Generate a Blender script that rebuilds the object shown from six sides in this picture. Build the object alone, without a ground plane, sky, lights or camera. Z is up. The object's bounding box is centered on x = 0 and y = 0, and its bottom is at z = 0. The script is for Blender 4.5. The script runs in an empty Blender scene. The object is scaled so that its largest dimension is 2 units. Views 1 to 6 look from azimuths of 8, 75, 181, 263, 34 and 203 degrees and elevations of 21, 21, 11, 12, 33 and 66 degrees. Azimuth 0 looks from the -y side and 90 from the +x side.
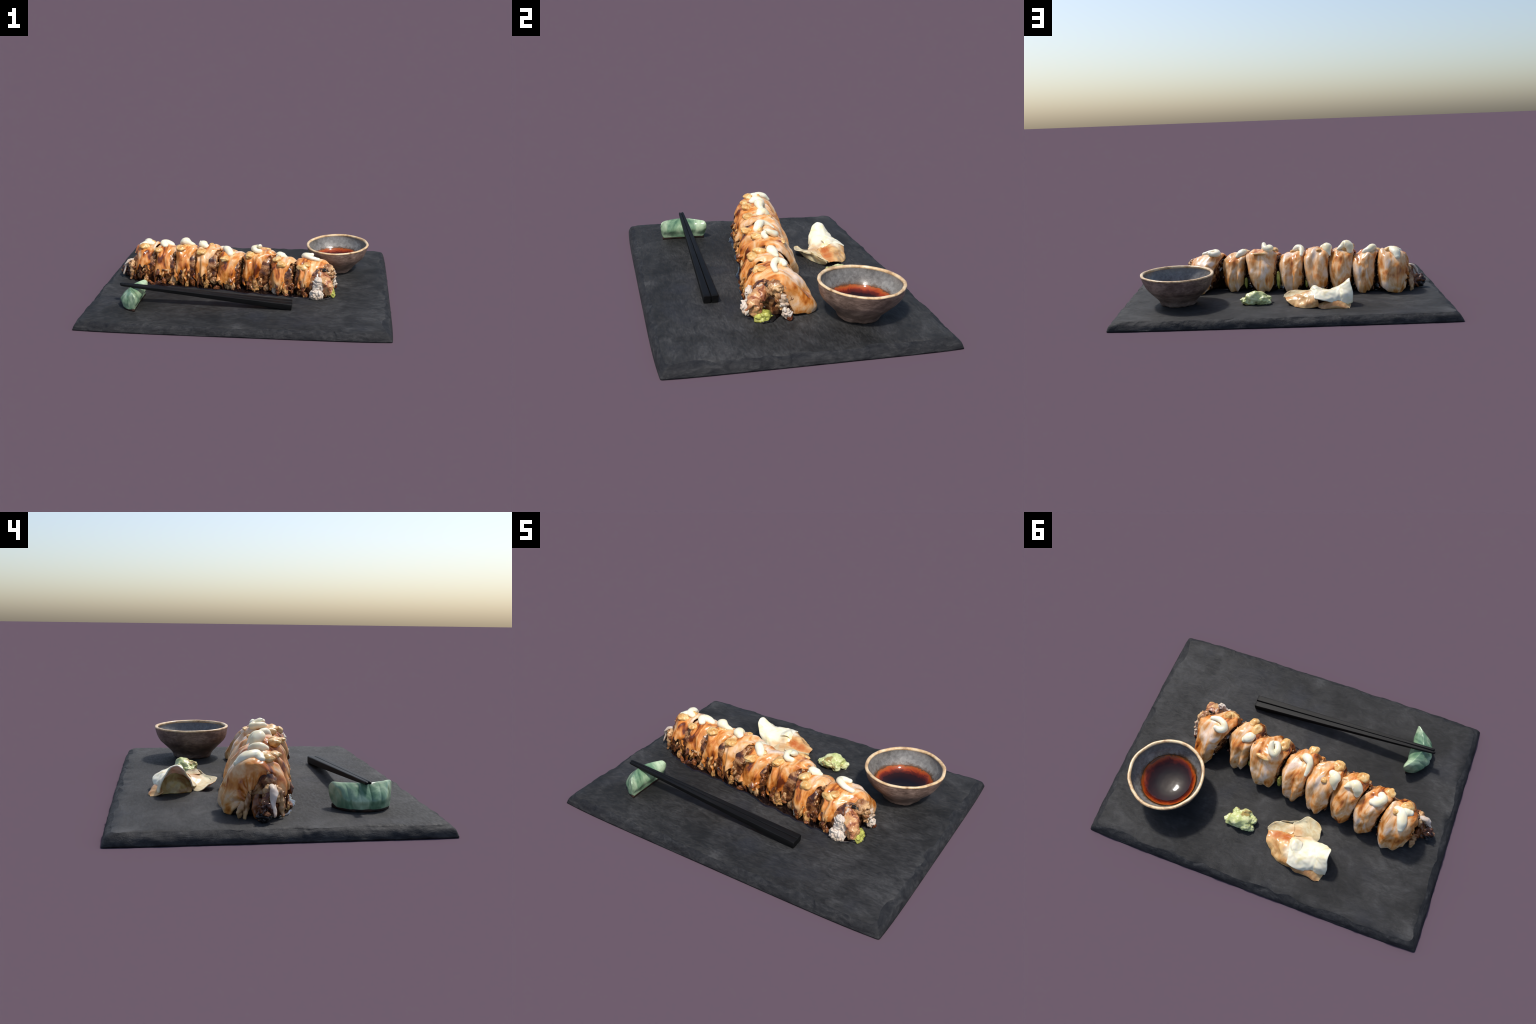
"""Sushi roll served on a slate plate with sauce bowl, chopsticks on a ceramic
rest, wasabi and pickled ginger.  Everything is built procedurally."""
import bpy, bmesh, math, random
import numpy as np
from mathutils import Vector, Matrix
from mathutils.bvhtree import BVHTree

rng = np.random.default_rng(7)
PZ = 0.047                      # height of the slate's upper face

# ------------------------------------------------------------------ noise
_perm = np.random.default_rng(3).permutation(256)
_perm = np.concatenate([_perm, _perm, _perm])
_g = np.random.default_rng(4).normal(size=(256, 3))
_g /= np.linalg.norm(_g, axis=1)[:, None]


def perlin(p):
    p = np.asarray(p, float)
    i = np.floor(p).astype(int)
    f = p - i
    i &= 255
    w = f * f * f * (f * (f * 6 - 15) + 10)
    out = 0.0
    for dx in (0, 1):
        for dy in (0, 1):
            for dz in (0, 1):
                h = _perm[_perm[_perm[i[..., 0] + dx] + i[..., 1] + dy] + i[..., 2] + dz]
                d = (_g[h] * (f - np.array([dx, dy, dz]))).sum(-1)
                out = out + d * np.where(dx, w[..., 0], 1 - w[..., 0]) * np.where(dy, w[..., 1], 1 - w[..., 1]) * np.where(dz, w[..., 2], 1 - w[..., 2])
    return out * 1.5


def fbm(p, octaves=3):
    p = np.asarray(p, float)
    s, a = 0.0, 1.0
    for k in range(octaves):
        s = s + a * perlin(p * 2 ** k + 17.3 * k)
        a *= 0.5
    return s


def smooth(a, b, x):
    t = np.clip((x - a) / (b - a), 0, 1)
    return t * t * (3 - 2 * t)


def spline(pts, n):
    """n samples along a Catmull-Rom curve through pts (uniform in parameter)."""
    p = np.asarray(pts, float)
    q = np.vstack([2 * p[0] - p[1], p, 2 * p[-1] - p[-2]])
    u = np.linspace(0, len(p) - 1, n) if np.isscalar(n) else np.asarray(n) * (len(p) - 1)
    k = np.clip(np.floor(u).astype(int), 0, len(p) - 2)
    t = (u - k)[:, None]
    a, b, c, d = q[k], q[k + 1], q[k + 2], q[k + 3]
    return 0.5 * (2 * b + (c - a) * t + (2 * a - 5 * b + 4 * c - d) * t ** 2 + (3 * b - a - 3 * c + d) * t ** 3)


# ------------------------------------------------------------------ objects
def empty(name, loc=(0, 0, 0), rot=0.0):
    o = bpy.data.objects.new(name, None)
    o.empty_display_size = 0.05
    o.location = loc
    o.rotation_euler = (0, 0, rot)
    bpy.context.scene.collection.objects.link(o)
    return o


def add(name, verts, faces, mats, parent=None, flat=False, slots=None):
    me = bpy.data.meshes.new(name)
    me.from_pydata([tuple(map(float, v)) for v in verts], [], [tuple(map(int, f)) for f in faces])
    for m in (mats if isinstance(mats, (list, tuple)) else [mats]):
        me.materials.append(m)
    bm = bmesh.new()
    bm.from_mesh(me)
    bmesh.ops.recalc_face_normals(bm, faces=bm.faces)
    bm.to_mesh(me)
    bm.free()
    me.polygons.foreach_set("use_smooth", [not flat] * len(me.polygons))
    if slots is not None:
        me.polygons.foreach_set("material_index", [int(s) for s in slots])
    me.update()
    o = bpy.data.objects.new(name, me)
    bpy.context.scene.collection.objects.link(o)
    if parent is not None:
        o.parent = parent
    return o


def label(o, text, cat):
    o["label"] = text
    o["category"] = cat


def grid_faces(nu, nv, base=0, wrap_v=False):
    f = []
    for i in range(nu - 1):
        for j in range(nv if wrap_v else nv - 1):
            j2 = (j + 1) % nv
            f.append((base + i * nv + j, base + (i + 1) * nv + j, base + (i + 1) * nv + j2, base + i * nv + j2))
    return f


def grid_normals(P):
    du = np.gradient(P, axis=0)
    dv = np.gradient(P, axis=1)
    n = np.cross(du, dv)
    return n / np.maximum(np.linalg.norm(n, axis=2), 1e-9)[..., None]


def sheet(P, thick, taper=None, mid=3):
    """Solid skin from a grid of points: outer side P, inner side P - n*thick,
    with the border closed by rounded strips."""
    nu, nv, _ = P.shape
    n = grid_normals(P)
    th = thick if taper is None else thick * taper[..., None]
    Q = P - n * th
    verts = list(P.reshape(-1, 3)) + list(Q.reshape(-1, 3))
    N = nu * nv
    faces = grid_faces(nu, nv) + [tuple(reversed(f)) for f in grid_faces(nu, nv, N)]
    loop = [i * nv for i in range(nu)] + [(nu - 1) * nv + j for j in range(1, nv)]
    loop += [i * nv + nv - 1 for i in range(nu - 2, -1, -1)] + [j for j in range(nv - 2, 0, -1)]
    c = P.reshape(-1, 3)
    q = Q.reshape(-1, 3)
    # outward direction in the sheet, for the rounded rim
    out = np.zeros_like(P)
    du = np.gradient(P, axis=0)
    dv = np.gradient(P, axis=1)
    du /= np.maximum(np.linalg.norm(du, axis=2), 1e-9)[..., None]
    dv /= np.maximum(np.linalg.norm(dv, axis=2), 1e-9)[..., None]
    out[0] -= du[0]; out[-1] += du[-1]
    out[:, 0] -= dv[:, 0]; out[:, -1] += dv[:, -1]
    o = out.reshape(-1, 3)
    M = len(loop)
    prev = list(loop)
    for k in range(1, mid + 1):
        b = len(verts)
        if k == mid:
            cur = [N + i for i in loop]
        else:
            a = math.pi * k / mid
            for i in loop:
                w = (1 - math.cos(a)) / 2
                t = np.linalg.norm(c[i] - q[i])
                oo = o[i] / max(np.linalg.norm(o[i]), 1e-9)
                verts.append(c[i] * (1 - w) + q[i] * w + oo * math.sin(a) * t * 0.5)
            cur = list(range(b, b + M))
        for m in range(M):
            m2 = (m + 1) % M
            faces.append((prev[m], cur[m], cur[m2], prev[m2]))
        prev = cur
    return verts, faces


def tube(path, radii, n=40, seg=14, squash=1.0, wob=0.0, seed=0.0):
    """Soft strand along a path with round ends."""
    C = spline(path, n)
    r = spline(np.asarray(radii, float)[:, None], n)[:, 0]
    T = np.gradient(C, axis=0)
    T /= np.linalg.norm(T, axis=1)[:, None]
    up = np.array([0, 0, 1.0])
    verts, faces = [], []
    caps = 6
    rows = []
    for k in range(caps):
        a = math.pi / 2 * (1 - k / caps)
        rows.append((C[0] - T[0] * r[0] * math.sin(a), T[0], r[0] * math.cos(a)))
    rows += [(C[k], T[k], r[k]) for k in range(n)]
    for k in range(1, caps + 1):
        a = math.pi / 2 * k / caps
        rows.append((C[-1] + T[-1] * r[-1] * math.sin(a), T[-1], r[-1] * max(math.cos(a), 0)))
    for c, t, rad in rows:
        s = np.cross(t, up)
        if np.linalg.norm(s) < 0.05:
            s = np.array([1.0, 0, 0])
        s /= np.linalg.norm(s)
        u = np.cross(s, t)
        for j in range(seg):
            a = 2 * math.pi * j / seg
            verts.append(c + max(rad, 1e-4) * (s * math.cos(a) + u * math.sin(a) * squash))
    verts = np.array(verts)
    if wob:
        verts = verts + wob * np.stack([perlin(verts * 40 + seed + k * 9.1) for k in range(3)], 1)
    faces = grid_faces(len(rows), seg, 0, True)
    faces += [tuple(range(seg)), tuple((len(rows) - 1) * seg + j for j in range(seg))]
    return list(verts), faces


def ball(center, radii, rot=(0, 0, 0), amp=0.15, freq=1.6, sub=4, seed=0.0, ridged=False, octaves=2):
    bm = bmesh.new()
    bmesh.ops.create_icosphere(bm, subdivisions=sub, radius=1.0)
    v = np.array([x.co[:] for x in bm.verts])
    f = [[q.index for q in p.verts] for p in bm.faces]
    bm.free()
    nz = fbm(v * freq + seed, octaves)
    if ridged:
        nz = 0.5 - np.abs(nz) * 1.6
    v = v * (1 + amp * nz)[:, None] * np.asarray(radii)
    from mathutils import Euler
    R = np.array(Euler(rot).to_matrix())
    return list(v @ R.T + np.asarray(center)), f


def merge(parts):
    V, F = [], []
    for v, f in parts:
        b = len(V)
        V += list(v)
        F += [tuple(b + i for i in q) for q in f]
    return V, F


# ------------------------------------------------------------------ materials
class Mat:
    def __init__(self, name):
        self.m = bpy.data.materials.new(name)
        self.m.use_nodes = True
        self.t = self.m.node_tree
        self.b = self.t.nodes["Principled BSDF"]
        self.tc = self.n("ShaderNodeTexCoord")

    def n(self, kind, **kw):
        x = self.t.nodes.new(kind)
        for k, v in kw.items():
            setattr(x, k, v)
        return x

    def l(self, a, b):
        self.t.links.new(a, b)

    def set(self, **kw):
        for k, v in kw.items():
            self.b.inputs[k.replace("_", " ")].default_value = v
        return self

    def coords(self, scale=(1, 1, 1), loc=(0, 0, 0), rot=(0, 0, 0)):
        mp = self.n("ShaderNodeMapping")
        mp.inputs["Scale"].default_value = scale
        mp.inputs["Location"].default_value = loc
        mp.inputs["Rotation"].default_value = rot
        self.l(self.tc.outputs["Object"], mp.inputs["Vector"])
        return mp.outputs[0]

    def noise(self, scale=5, detail=4, rough=0.55, dist=0.0, vec=None, w=None):
        x = self.n("ShaderNodeTexNoise")
        if w is not None:
            x.noise_dimensions = "4D"
            if not isinstance(w, (int, float)):
                self.l(w, x.inputs["W"])
            else:
                x.inputs["W"].default_value = w
        x.inputs["Scale"].default_value = scale
        x.inputs["Detail"].default_value = detail
        x.inputs["Roughness"].default_value = rough
        x.inputs["Distortion"].default_value = dist
        self.l(vec if vec is not None else self.tc.outputs["Object"], x.inputs["Vector"])
        return x.outputs["Fac"]

    def ramp(self, fac, stops, interp="LINEAR"):
        r = self.n("ShaderNodeValToRGB")
        r.color_ramp.interpolation = interp
        e = r.color_ramp.elements
        while len(e) < len(stops):
            e.new(0.5)
        for k, (p, c) in enumerate(stops):
            e[k].position = p
            e[k].color = (*c, 1) if len(c) == 3 else c
        self.l(fac, r.inputs["Fac"])
        return r.outputs["Color"]

    def rng(self, fac, a, b, lo=0.0, hi=1.0):
        r = self.n("ShaderNodeMapRange", interpolation_type="SMOOTHSTEP")
        for k, v in zip(("From Min", "From Max", "To Min", "To Max"), (a, b, lo, hi)):
            r.inputs[k].default_value = v
        self.l(fac, r.inputs["Value"])
        return r.outputs[0]

    def mix(self, fac, a, b, mode="MIX"):
        x = self.n("ShaderNodeMix", data_type="RGBA", blend_type=mode)
        for s, v in (("Factor", fac), ("A", a), ("B", b)):
            i = [q for q in x.inputs if q.name == s and (q.type == "RGBA" or s == "Factor" and q.type == "VALUE")][0]
            if isinstance(v, (int, float)):
                i.default_value = v
            elif isinstance(v, tuple):
                i.default_value = (*v, 1)
            else:
                self.l(v, i)
        return [q for q in x.outputs if q.type == "RGBA"][0]

    def math(self, op, a, b=0.0):
        x = self.n("ShaderNodeMath", operation=op)
        for k, v in ((0, a), (1, b)):
            if isinstance(v, (int, float)):
                x.inputs[k].default_value = v
            else:
                self.l(v, x.inputs[k])
        return x.outputs[0]

    def axis(self, which, vec=None):
        s = self.n("ShaderNodeSeparateXYZ")
        self.l(vec if vec is not None else self.tc.outputs["Object"], s.inputs[0])
        return s.outputs["XYZ".index(which)]

    def near(self, point, r0, r1):
        """1 inside r0 of a point (object space), 0 beyond r1."""
        d = self.n("ShaderNodeVectorMath", operation="DISTANCE")
        self.l(self.tc.outputs["Object"], d.inputs[0])
        d.inputs[1].default_value = point
        return self.rng(d.outputs["Value"], r0, r1, 1.0, 0.0)

    def color(self, c):
        if isinstance(c, tuple):
            self.b.inputs["Base Color"].default_value = (*c, 1)
        else:
            self.l(c, self.b.inputs["Base Color"])
        return self

    def rough(self, v):
        if isinstance(v, (int, float)):
            self.b.inputs["Roughness"].default_value = v
        else:
            self.l(v, self.b.inputs["Roughness"])
        return self

    def bump(self, h, strength=0.3, dist=0.01):
        b = self.n("ShaderNodeBump")
        b.inputs["Strength"].default_value = strength
        b.inputs["Distance"].default_value = dist
        self.l(h, b.inputs["Height"])
        self.l(b.outputs[0], self.b.inputs["Normal"])
        return self


def hexc(r, g, b):
    """sRGB 0-255 to linear."""
    f = lambda c: (c / 255 / 12.92) if c / 255 <= 0.04045 else ((c / 255 + 0.055) / 1.055) ** 2.4
    return (f(r), f(g), f(b))


def mat_slate():
    m = Mat("slate")
    big = m.noise(2.6, 5, 0.6, 0.4)
    grain = m.noise(8.0, 8, 0.75, 0.6, vec=m.coords((1, 1.7, 1), rot=(0, 0, 0.5)))
    fine = m.noise(60, 4, 0.6, vec=m.coords((0.5, 1.6, 1)))
    v = m.math("ADD", m.math("MULTIPLY", big, 0.38), m.math("ADD", m.math("MULTIPLY", grain, 0.42), m.math("MULTIPLY", fine, 0.24)))
    c = m.ramp(v, [(0.41, (0.0095, 0.0095, 0.0094)), (0.48, (0.0165, 0.0163, 0.0160)), (0.55, (0.029, 0.0286, 0.0283)), (0.64, (0.056, 0.0553, 0.0550))])
    # bluish weathering in places
    blue = m.rng(m.noise(3.1, 3, 0.5, 0.3, vec=m.coords(loc=(4, 2, 1))), 0.54, 0.74, 0.0, 0.45)
    c = m.mix(blue, c, (0.024, 0.026, 0.034))
    m.color(c).rough(m.rng(fine, 0.3, 0.7, 0.62, 0.82)).set(Specular_IOR_Level=0.28)
    return m.bump(m.math("ADD", grain, m.math("MULTIPLY", fine, 0.4)), 0.35, 0.006).m


def mat_slate_edge():
    m = Mat("split_slate_edge")
    a = m.noise(9, 6, 0.7, 0.8, vec=m.coords((1, 1, 4)))
    f = m.noise(34, 5, 0.65, 0.4, vec=m.coords((1, 1, 2)))
    v = m.math("ADD", m.math("MULTIPLY", a, 0.6), m.math("MULTIPLY", f, 0.4))
    c = m.ramp(v, [(0.40, (0.008, 0.0085, 0.0105)), (0.51, (0.017, 0.0175, 0.019)), (0.60, (0.032, 0.032, 0.033)), (0.72, (0.062, 0.060, 0.058))])
    m.color(c).rough(0.72).set(Specular_IOR_Level=0.28)
    return m.bump(v, 0.6, 0.010).m


def mat_salmon(name, seed, glaze=0.5):
    m = Mat(name)
    streak = m.noise(3.0, 4, 0.55, 1.2, vec=m.coords((7.0, 2.4, 2.4), loc=(seed * 3.1, seed, 0)))
    fibre = m.noise(7.0, 3, 0.5, 0.4, vec=m.coords((7.0, 1.3, 1.3), loc=(seed, 0, 3)))
    patch = m.noise(9.0, 3, 0.5, 0.8, vec=m.coords(loc=(seed * 1.7, 2, seed)))
    v = m.math("ADD", m.math("MULTIPLY", streak, 0.54), m.math("ADD", m.math("MULTIPLY", fibre, 0.14), m.math("MULTIPLY", patch, 0.42)))
    v = m.math("SUBTRACT", v, 0.088)
    # deeper orange towards the front (-y), paler towards the back
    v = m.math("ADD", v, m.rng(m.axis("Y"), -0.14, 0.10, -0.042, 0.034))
    v = m.math("SUBTRACT", v, m.rng(m.math("ABSOLUTE", m.axis("X")), 0.045, 0.10, 0.0, 0.055))
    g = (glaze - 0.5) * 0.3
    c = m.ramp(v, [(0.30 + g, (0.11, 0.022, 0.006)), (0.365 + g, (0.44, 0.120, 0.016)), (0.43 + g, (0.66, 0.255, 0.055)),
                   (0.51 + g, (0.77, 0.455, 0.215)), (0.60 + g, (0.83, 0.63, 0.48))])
    # thin dark burnt scratches
    sc = m.noise(26, 2, 0.5, 1.6, vec=m.coords((2.2, 1, 1), loc=(seed * 5, 1, 1)))
    burn = m.math("MULTIPLY", m.rng(m.math("ABSOLUTE", m.math("SUBTRACT", sc, 0.5)), 0.0, 0.012, 1.0, 0.0), m.rng(patch, 0.50, 0.66, 0.0, 0.5))
    c = m.mix(burn, c, (0.16, 0.035, 0.01))
    m.color(c).rough(m.rng(patch, 0.35, 0.7, 0.18, 0.34)).set(Specular_IOR_Level=0.5, Subsurface_Weight=0.06, Subsurface_Scale=0.02)
    m.b.inputs["Subsurface Radius"].default_value = (1.0, 0.45, 0.2)
    return m.bump(m.math("ADD", m.math("MULTIPLY", fibre, 0.5), patch), 0.22, 0.006).m


def mat_simple(name, c0, c1, scale=20, rough=0.4, spec=0.45, lo=0.4, hi=0.62, sss=0.0, bump=0.25, stretch=(1, 1, 1)):
    m = Mat(name)
    nz = m.noise(scale, 4, 0.6, 0.4, vec=m.coords(stretch))
    m.color(m.ramp(nz, [(lo, c0), (hi, c1)])).rough(rough).set(Specular_IOR_Level=spec)
    if sss:
        m.set(Subsurface_Weight=sss, Subsurface_Scale=0.02)
    return m.bump(nz, bump, 0.004).m


def mat_mayo():
    m = Mat("mayonnaise")
    nz = m.noise(14, 3, 0.5)
    m.color(m.ramp(nz, [(0.35, (0.80, 0.70, 0.44)), (0.6, (0.86, 0.82, 0.64))])).rough(0.3)
    m.set(Specular_IOR_Level=0.4, Subsurface_Weight=0.15, Subsurface_Scale=0.015)
    return m.m


def mat_soaked_mayo():
    m = Mat("sauce_soaked_mayonnaise")
    nz = m.noise(30, 4, 0.6, 0.5)
    m.color(m.ramp(nz, [(0.34, (0.46, 0.18, 0.035)), (0.50, (0.68, 0.40, 0.13)), (0.66, (0.80, 0.60, 0.31))])).rough(0.32)
    m.set(Subsurface_Weight=0.1, Subsurface_Scale=0.015)
    return m.bump(nz, 0.2, 0.004).m


def mat_bowl():
    m = Mat("bowl_clay_outside")
    a = m.noise(5, 5, 0.65, 0.5, vec=m.coords((1, 1, 2.2)))
    f = m.noise(38, 5, 0.7, 0.4, vec=m.coords((1, 1, 2.4)))
    v = m.math("ADD", m.math("MULTIPLY", a, 0.65), m.math("MULTIPLY", f, 0.35))
    c = m.ramp(v, [(0.38, (0.085, 0.054, 0.041)), (0.5, (0.175, 0.118, 0.092)), (0.62, (0.33, 0.235, 0.185))])
    m.color(c).rough(0.48).set(Specular_IOR_Level=0.4)
    return m.bump(v, 0.5, 0.008).m


def mat_bowl_inside():
    m = Mat("bowl_glaze_inside")
    a = m.noise(5, 5, 0.65, 0.5)
    f = m.noise(45, 5, 0.7, 0.4)
    v = m.math("ADD", m.math("MULTIPLY", a, 0.55), m.math("MULTIPLY", f, 0.45))
    c = m.ramp(v, [(0.36, (0.085, 0.076, 0.068)), (0.5, (0.175, 0.165, 0.150)), (0.66, (0.30, 0.29, 0.265))])
    # brown breath below the rim
    z = m.math("ADD", m.axis("Z"), m.math("MULTIPLY", a, 0.06))
    c = m.mix(m.rng(z, 0.18, 0.225, 0.0, 0.75), c, (0.13, 0.095, 0.085))
    # residue line just above the sauce
    z2 = m.math("ADD", m.axis("Z"), m.math("MULTIPLY", f, 0.03))
    c = m.mix(m.rng(z2, 0.110, 0.128, 0.9, 0.0), c, (0.10, 0.045, 0.015))
    m.color(c).rough(0.22).set(Specular_IOR_Level=0.5)
    return m.bump(v, 0.25, 0.005).m


def mat_rim():
    m = Mat("bowl_rim_glaze")
    nz = m.noise(16, 4, 0.65, 0.5)
    m.color(m.ramp(nz, [(0.34, (0.30, 0.17, 0.085)), (0.48, (0.62, 0.41, 0.21)), (0.64, (0.78, 0.60, 0.37))])).rough(0.3)
    return m.bump(nz, 0.3, 0.005).m


def mat_soy():
    m = Mat("soy_sauce")
    r = m.n("ShaderNodeVectorMath", operation="LENGTH")
    mp = m.coords((1, 1, 0))
    m.l(mp, r.inputs[0])
    nz = m.noise(14, 5, 0.65, 1.0)
    rr = m.math("ADD", r.outputs["Value"], m.math("MULTIPLY", m.math("SUBTRACT", nz, 0.5), 0.045))
    c = m.ramp(m.math("MULTIPLY", rr, 1 / 0.16), [(0.45, (0.006, 0.003, 0.004)), (0.76, (0.022, 0.005, 0.004)), (0.86, (0.11, 0.012, 0.004)),
                                                (0.925, (0.33, 0.046, 0.007)), (0.975, (0.34, 0.08, 0.013)), (1.0, (0.13, 0.045, 0.015))])
    m.color(c).rough(0.08).set(Specular_IOR_Level=0.35)
    return m.bump(m.noise(16, 2, 0.4), 0.12, 0.01).m


def mat_celadon():
    m = Mat("celadon_glaze")
    a = m.noise(9, 4, 0.6, 0.8, vec=m.coords((1, 1, 0.6)))
    c = m.ramp(a, [(0.36, (0.075, 0.160, 0.095)), (0.5, (0.185, 0.305, 0.180)), (0.64, (0.42, 0.54, 0.35))])
    geo = m.n("ShaderNodeNewGeometry")
    # the glaze runs thin and pale on raised edges
    edge = m.rng(geo.outputs["Pointiness"], 0.52, 0.60, 0.0, 0.75)
    c = m.mix(edge, c, (0.55, 0.66, 0.47))
    m.color(c).rough(0.16).set(Specular_IOR_Level=0.5)
    return m.m


def mat_ginger(name, pale, warm, stain, points, lo=0.42, hi=0.62, seed=0):
    m = Mat(name)
    nz = m.noise(13, 4, 0.6, 0.8, vec=m.coords(loc=(seed, 0, 0)))
    c = m.ramp(nz, [(lo, warm), (hi, pale)])
    for p, r0, r1, amt, col in points:
        k = m.math("MULTIPLY", m.near(p, r0, r1), m.rng(nz, 0.2, 0.55, 1.15 * amt, 0.75 * amt))
        c = m.mix(k, c, col)
    m.color(c).rough(0.25).set(Specular_IOR_Level=0.5, Subsurface_Weight=0.12, Subsurface_Scale=0.015)
    return m.bump(m.noise(30, 3, 0.6, 0.3), 0.12, 0.004).m


def mat_wasabi():
    m = Mat("wasabi_paste")
    nz = m.noise(22, 4, 0.6, 0.4)
    c = m.ramp(nz, [(0.34, (0.42, 0.46, 0.16)), (0.5, (0.56, 0.60, 0.26)), (0.66, (0.72, 0.74, 0.42))])
    br = m.noise(13, 3, 0.55, 0.7, vec=m.coords(loc=(3.4, 1, 2)))
    c = m.mix(m.rng(br, 0.56, 0.66, 0.0, 0.8), c, (0.30, 0.17, 0.04))
    m.color(c).rough(0.32).set(Subsurface_Weight=0.08, Subsurface_Scale=0.01)
    return m.bump(nz, 0.3, 0.004).m


def mat_shrimp():
    m = Mat("charred_shrimp_tempura")
    nz = m.noise(17, 5, 0.65, 0.8)
    c = m.ramp(nz, [(0.32, (0.012, 0.008, 0.008)), (0.41, (0.22, 0.06, 0.025)), (0.5, (0.50, 0.22, 0.09)), (0.62, (0.60, 0.38, 0.17)), (0.74, (0.55, 0.13, 0.05))])
    m.color(c).rough(0.3)
    return m.bump(nz, 0.5, 0.008).m


def mat_lacquer():
    m = Mat("black_chopstick_wood")
    nz = m.noise(26, 5, 0.65, 0.3, vec=m.coords((0.12, 1.6, 1.6)))
    m.color(m.ramp(nz, [(0.35, (0.0030, 0.0030, 0.0031)), (0.55, (0.0054, 0.0054, 0.0056)), (0.75, (0.0105, 0.0105, 0.0108))]))
    m.rough(0.5).set(Specular_IOR_Level=0.14)
    return m.bump(nz, 0.25, 0.003).m


M_slate = mat_slate()
M_edge = mat_slate_edge()
M_mayo = mat_mayo()
M_soak = mat_soaked_mayo()
M_rice = mat_simple("white_rice", (0.46, 0.32, 0.21), (0.68, 0.58, 0.49), 9, 0.45, 0.25, 0.34, 0.55, 0.1, 0.1)
M_rice_t = mat_simple("stained_rice", (0.22, 0.080, 0.025), (0.62, 0.38, 0.18), 16, 0.3, 0.5, 0.38, 0.62, 0.05, 0.1)
M_rice_d = mat_simple("sauce_dark_rice", (0.035, 0.010, 0.005), (0.30, 0.10, 0.028), 18, 0.25, 0.5, 0.40, 0.64, 0, 0.2)
def mat_core():
    m = Mat("pressed_rice_core")
    nz = m.noise(24, 4, 0.6, 0.4)
    c = m.ramp(nz, [(0.42, (0.045, 0.012, 0.005)), (0.52, (0.19, 0.066, 0.020)), (0.66, (0.52, 0.28, 0.12))])
    # the foot of the rice has drunk the dark sauce it stands in
    z = m.math("ADD", m.axis("Z"), m.math("MULTIPLY", m.math("SUBTRACT", m.noise(15, 3, 0.6, 0.5), 0.5), 0.22))
    c = m.mix(m.rng(z, 0.03, 0.075, 0.92, 0.0), c, (0.022, 0.007, 0.004))
    m.color(c).rough(0.26).set(Specular_IOR_Level=0.5)
    return m.bump(nz, 0.5, 0.004).m


M_core = mat_core()
M_nori = mat_simple("nori_seaweed", (0.006, 0.006, 0.007), (0.020, 0.017, 0.015), 40, 0.35, 0.4)
M_avo = mat_simple("avocado_flesh", (0.26, 0.26, 0.05), (0.56, 0.56, 0.12), 26, 0.35, 0.45, 0.40, 0.62, 0.05, 0.2)
M_shrimp = mat_shrimp()
M_sauce = mat_simple("dark_sauce", (0.004, 0.0025, 0.003), (0.012, 0.006, 0.005), 10, 0.07, 0.5, 0.4, 0.7, 0, 0.05)
M_crisp = mat_simple("sauced_tempura_crumb", (0.13, 0.032, 0.010), (0.62, 0.33, 0.11), 22, 0.26, 0.5, 0.42, 0.64, 0, 0.4)
M_foot = mat_simple("unglazed_clay", (0.012, 0.009, 0.008), (0.045, 0.022, 0.015), 30, 0.7, 0.25)

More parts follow.
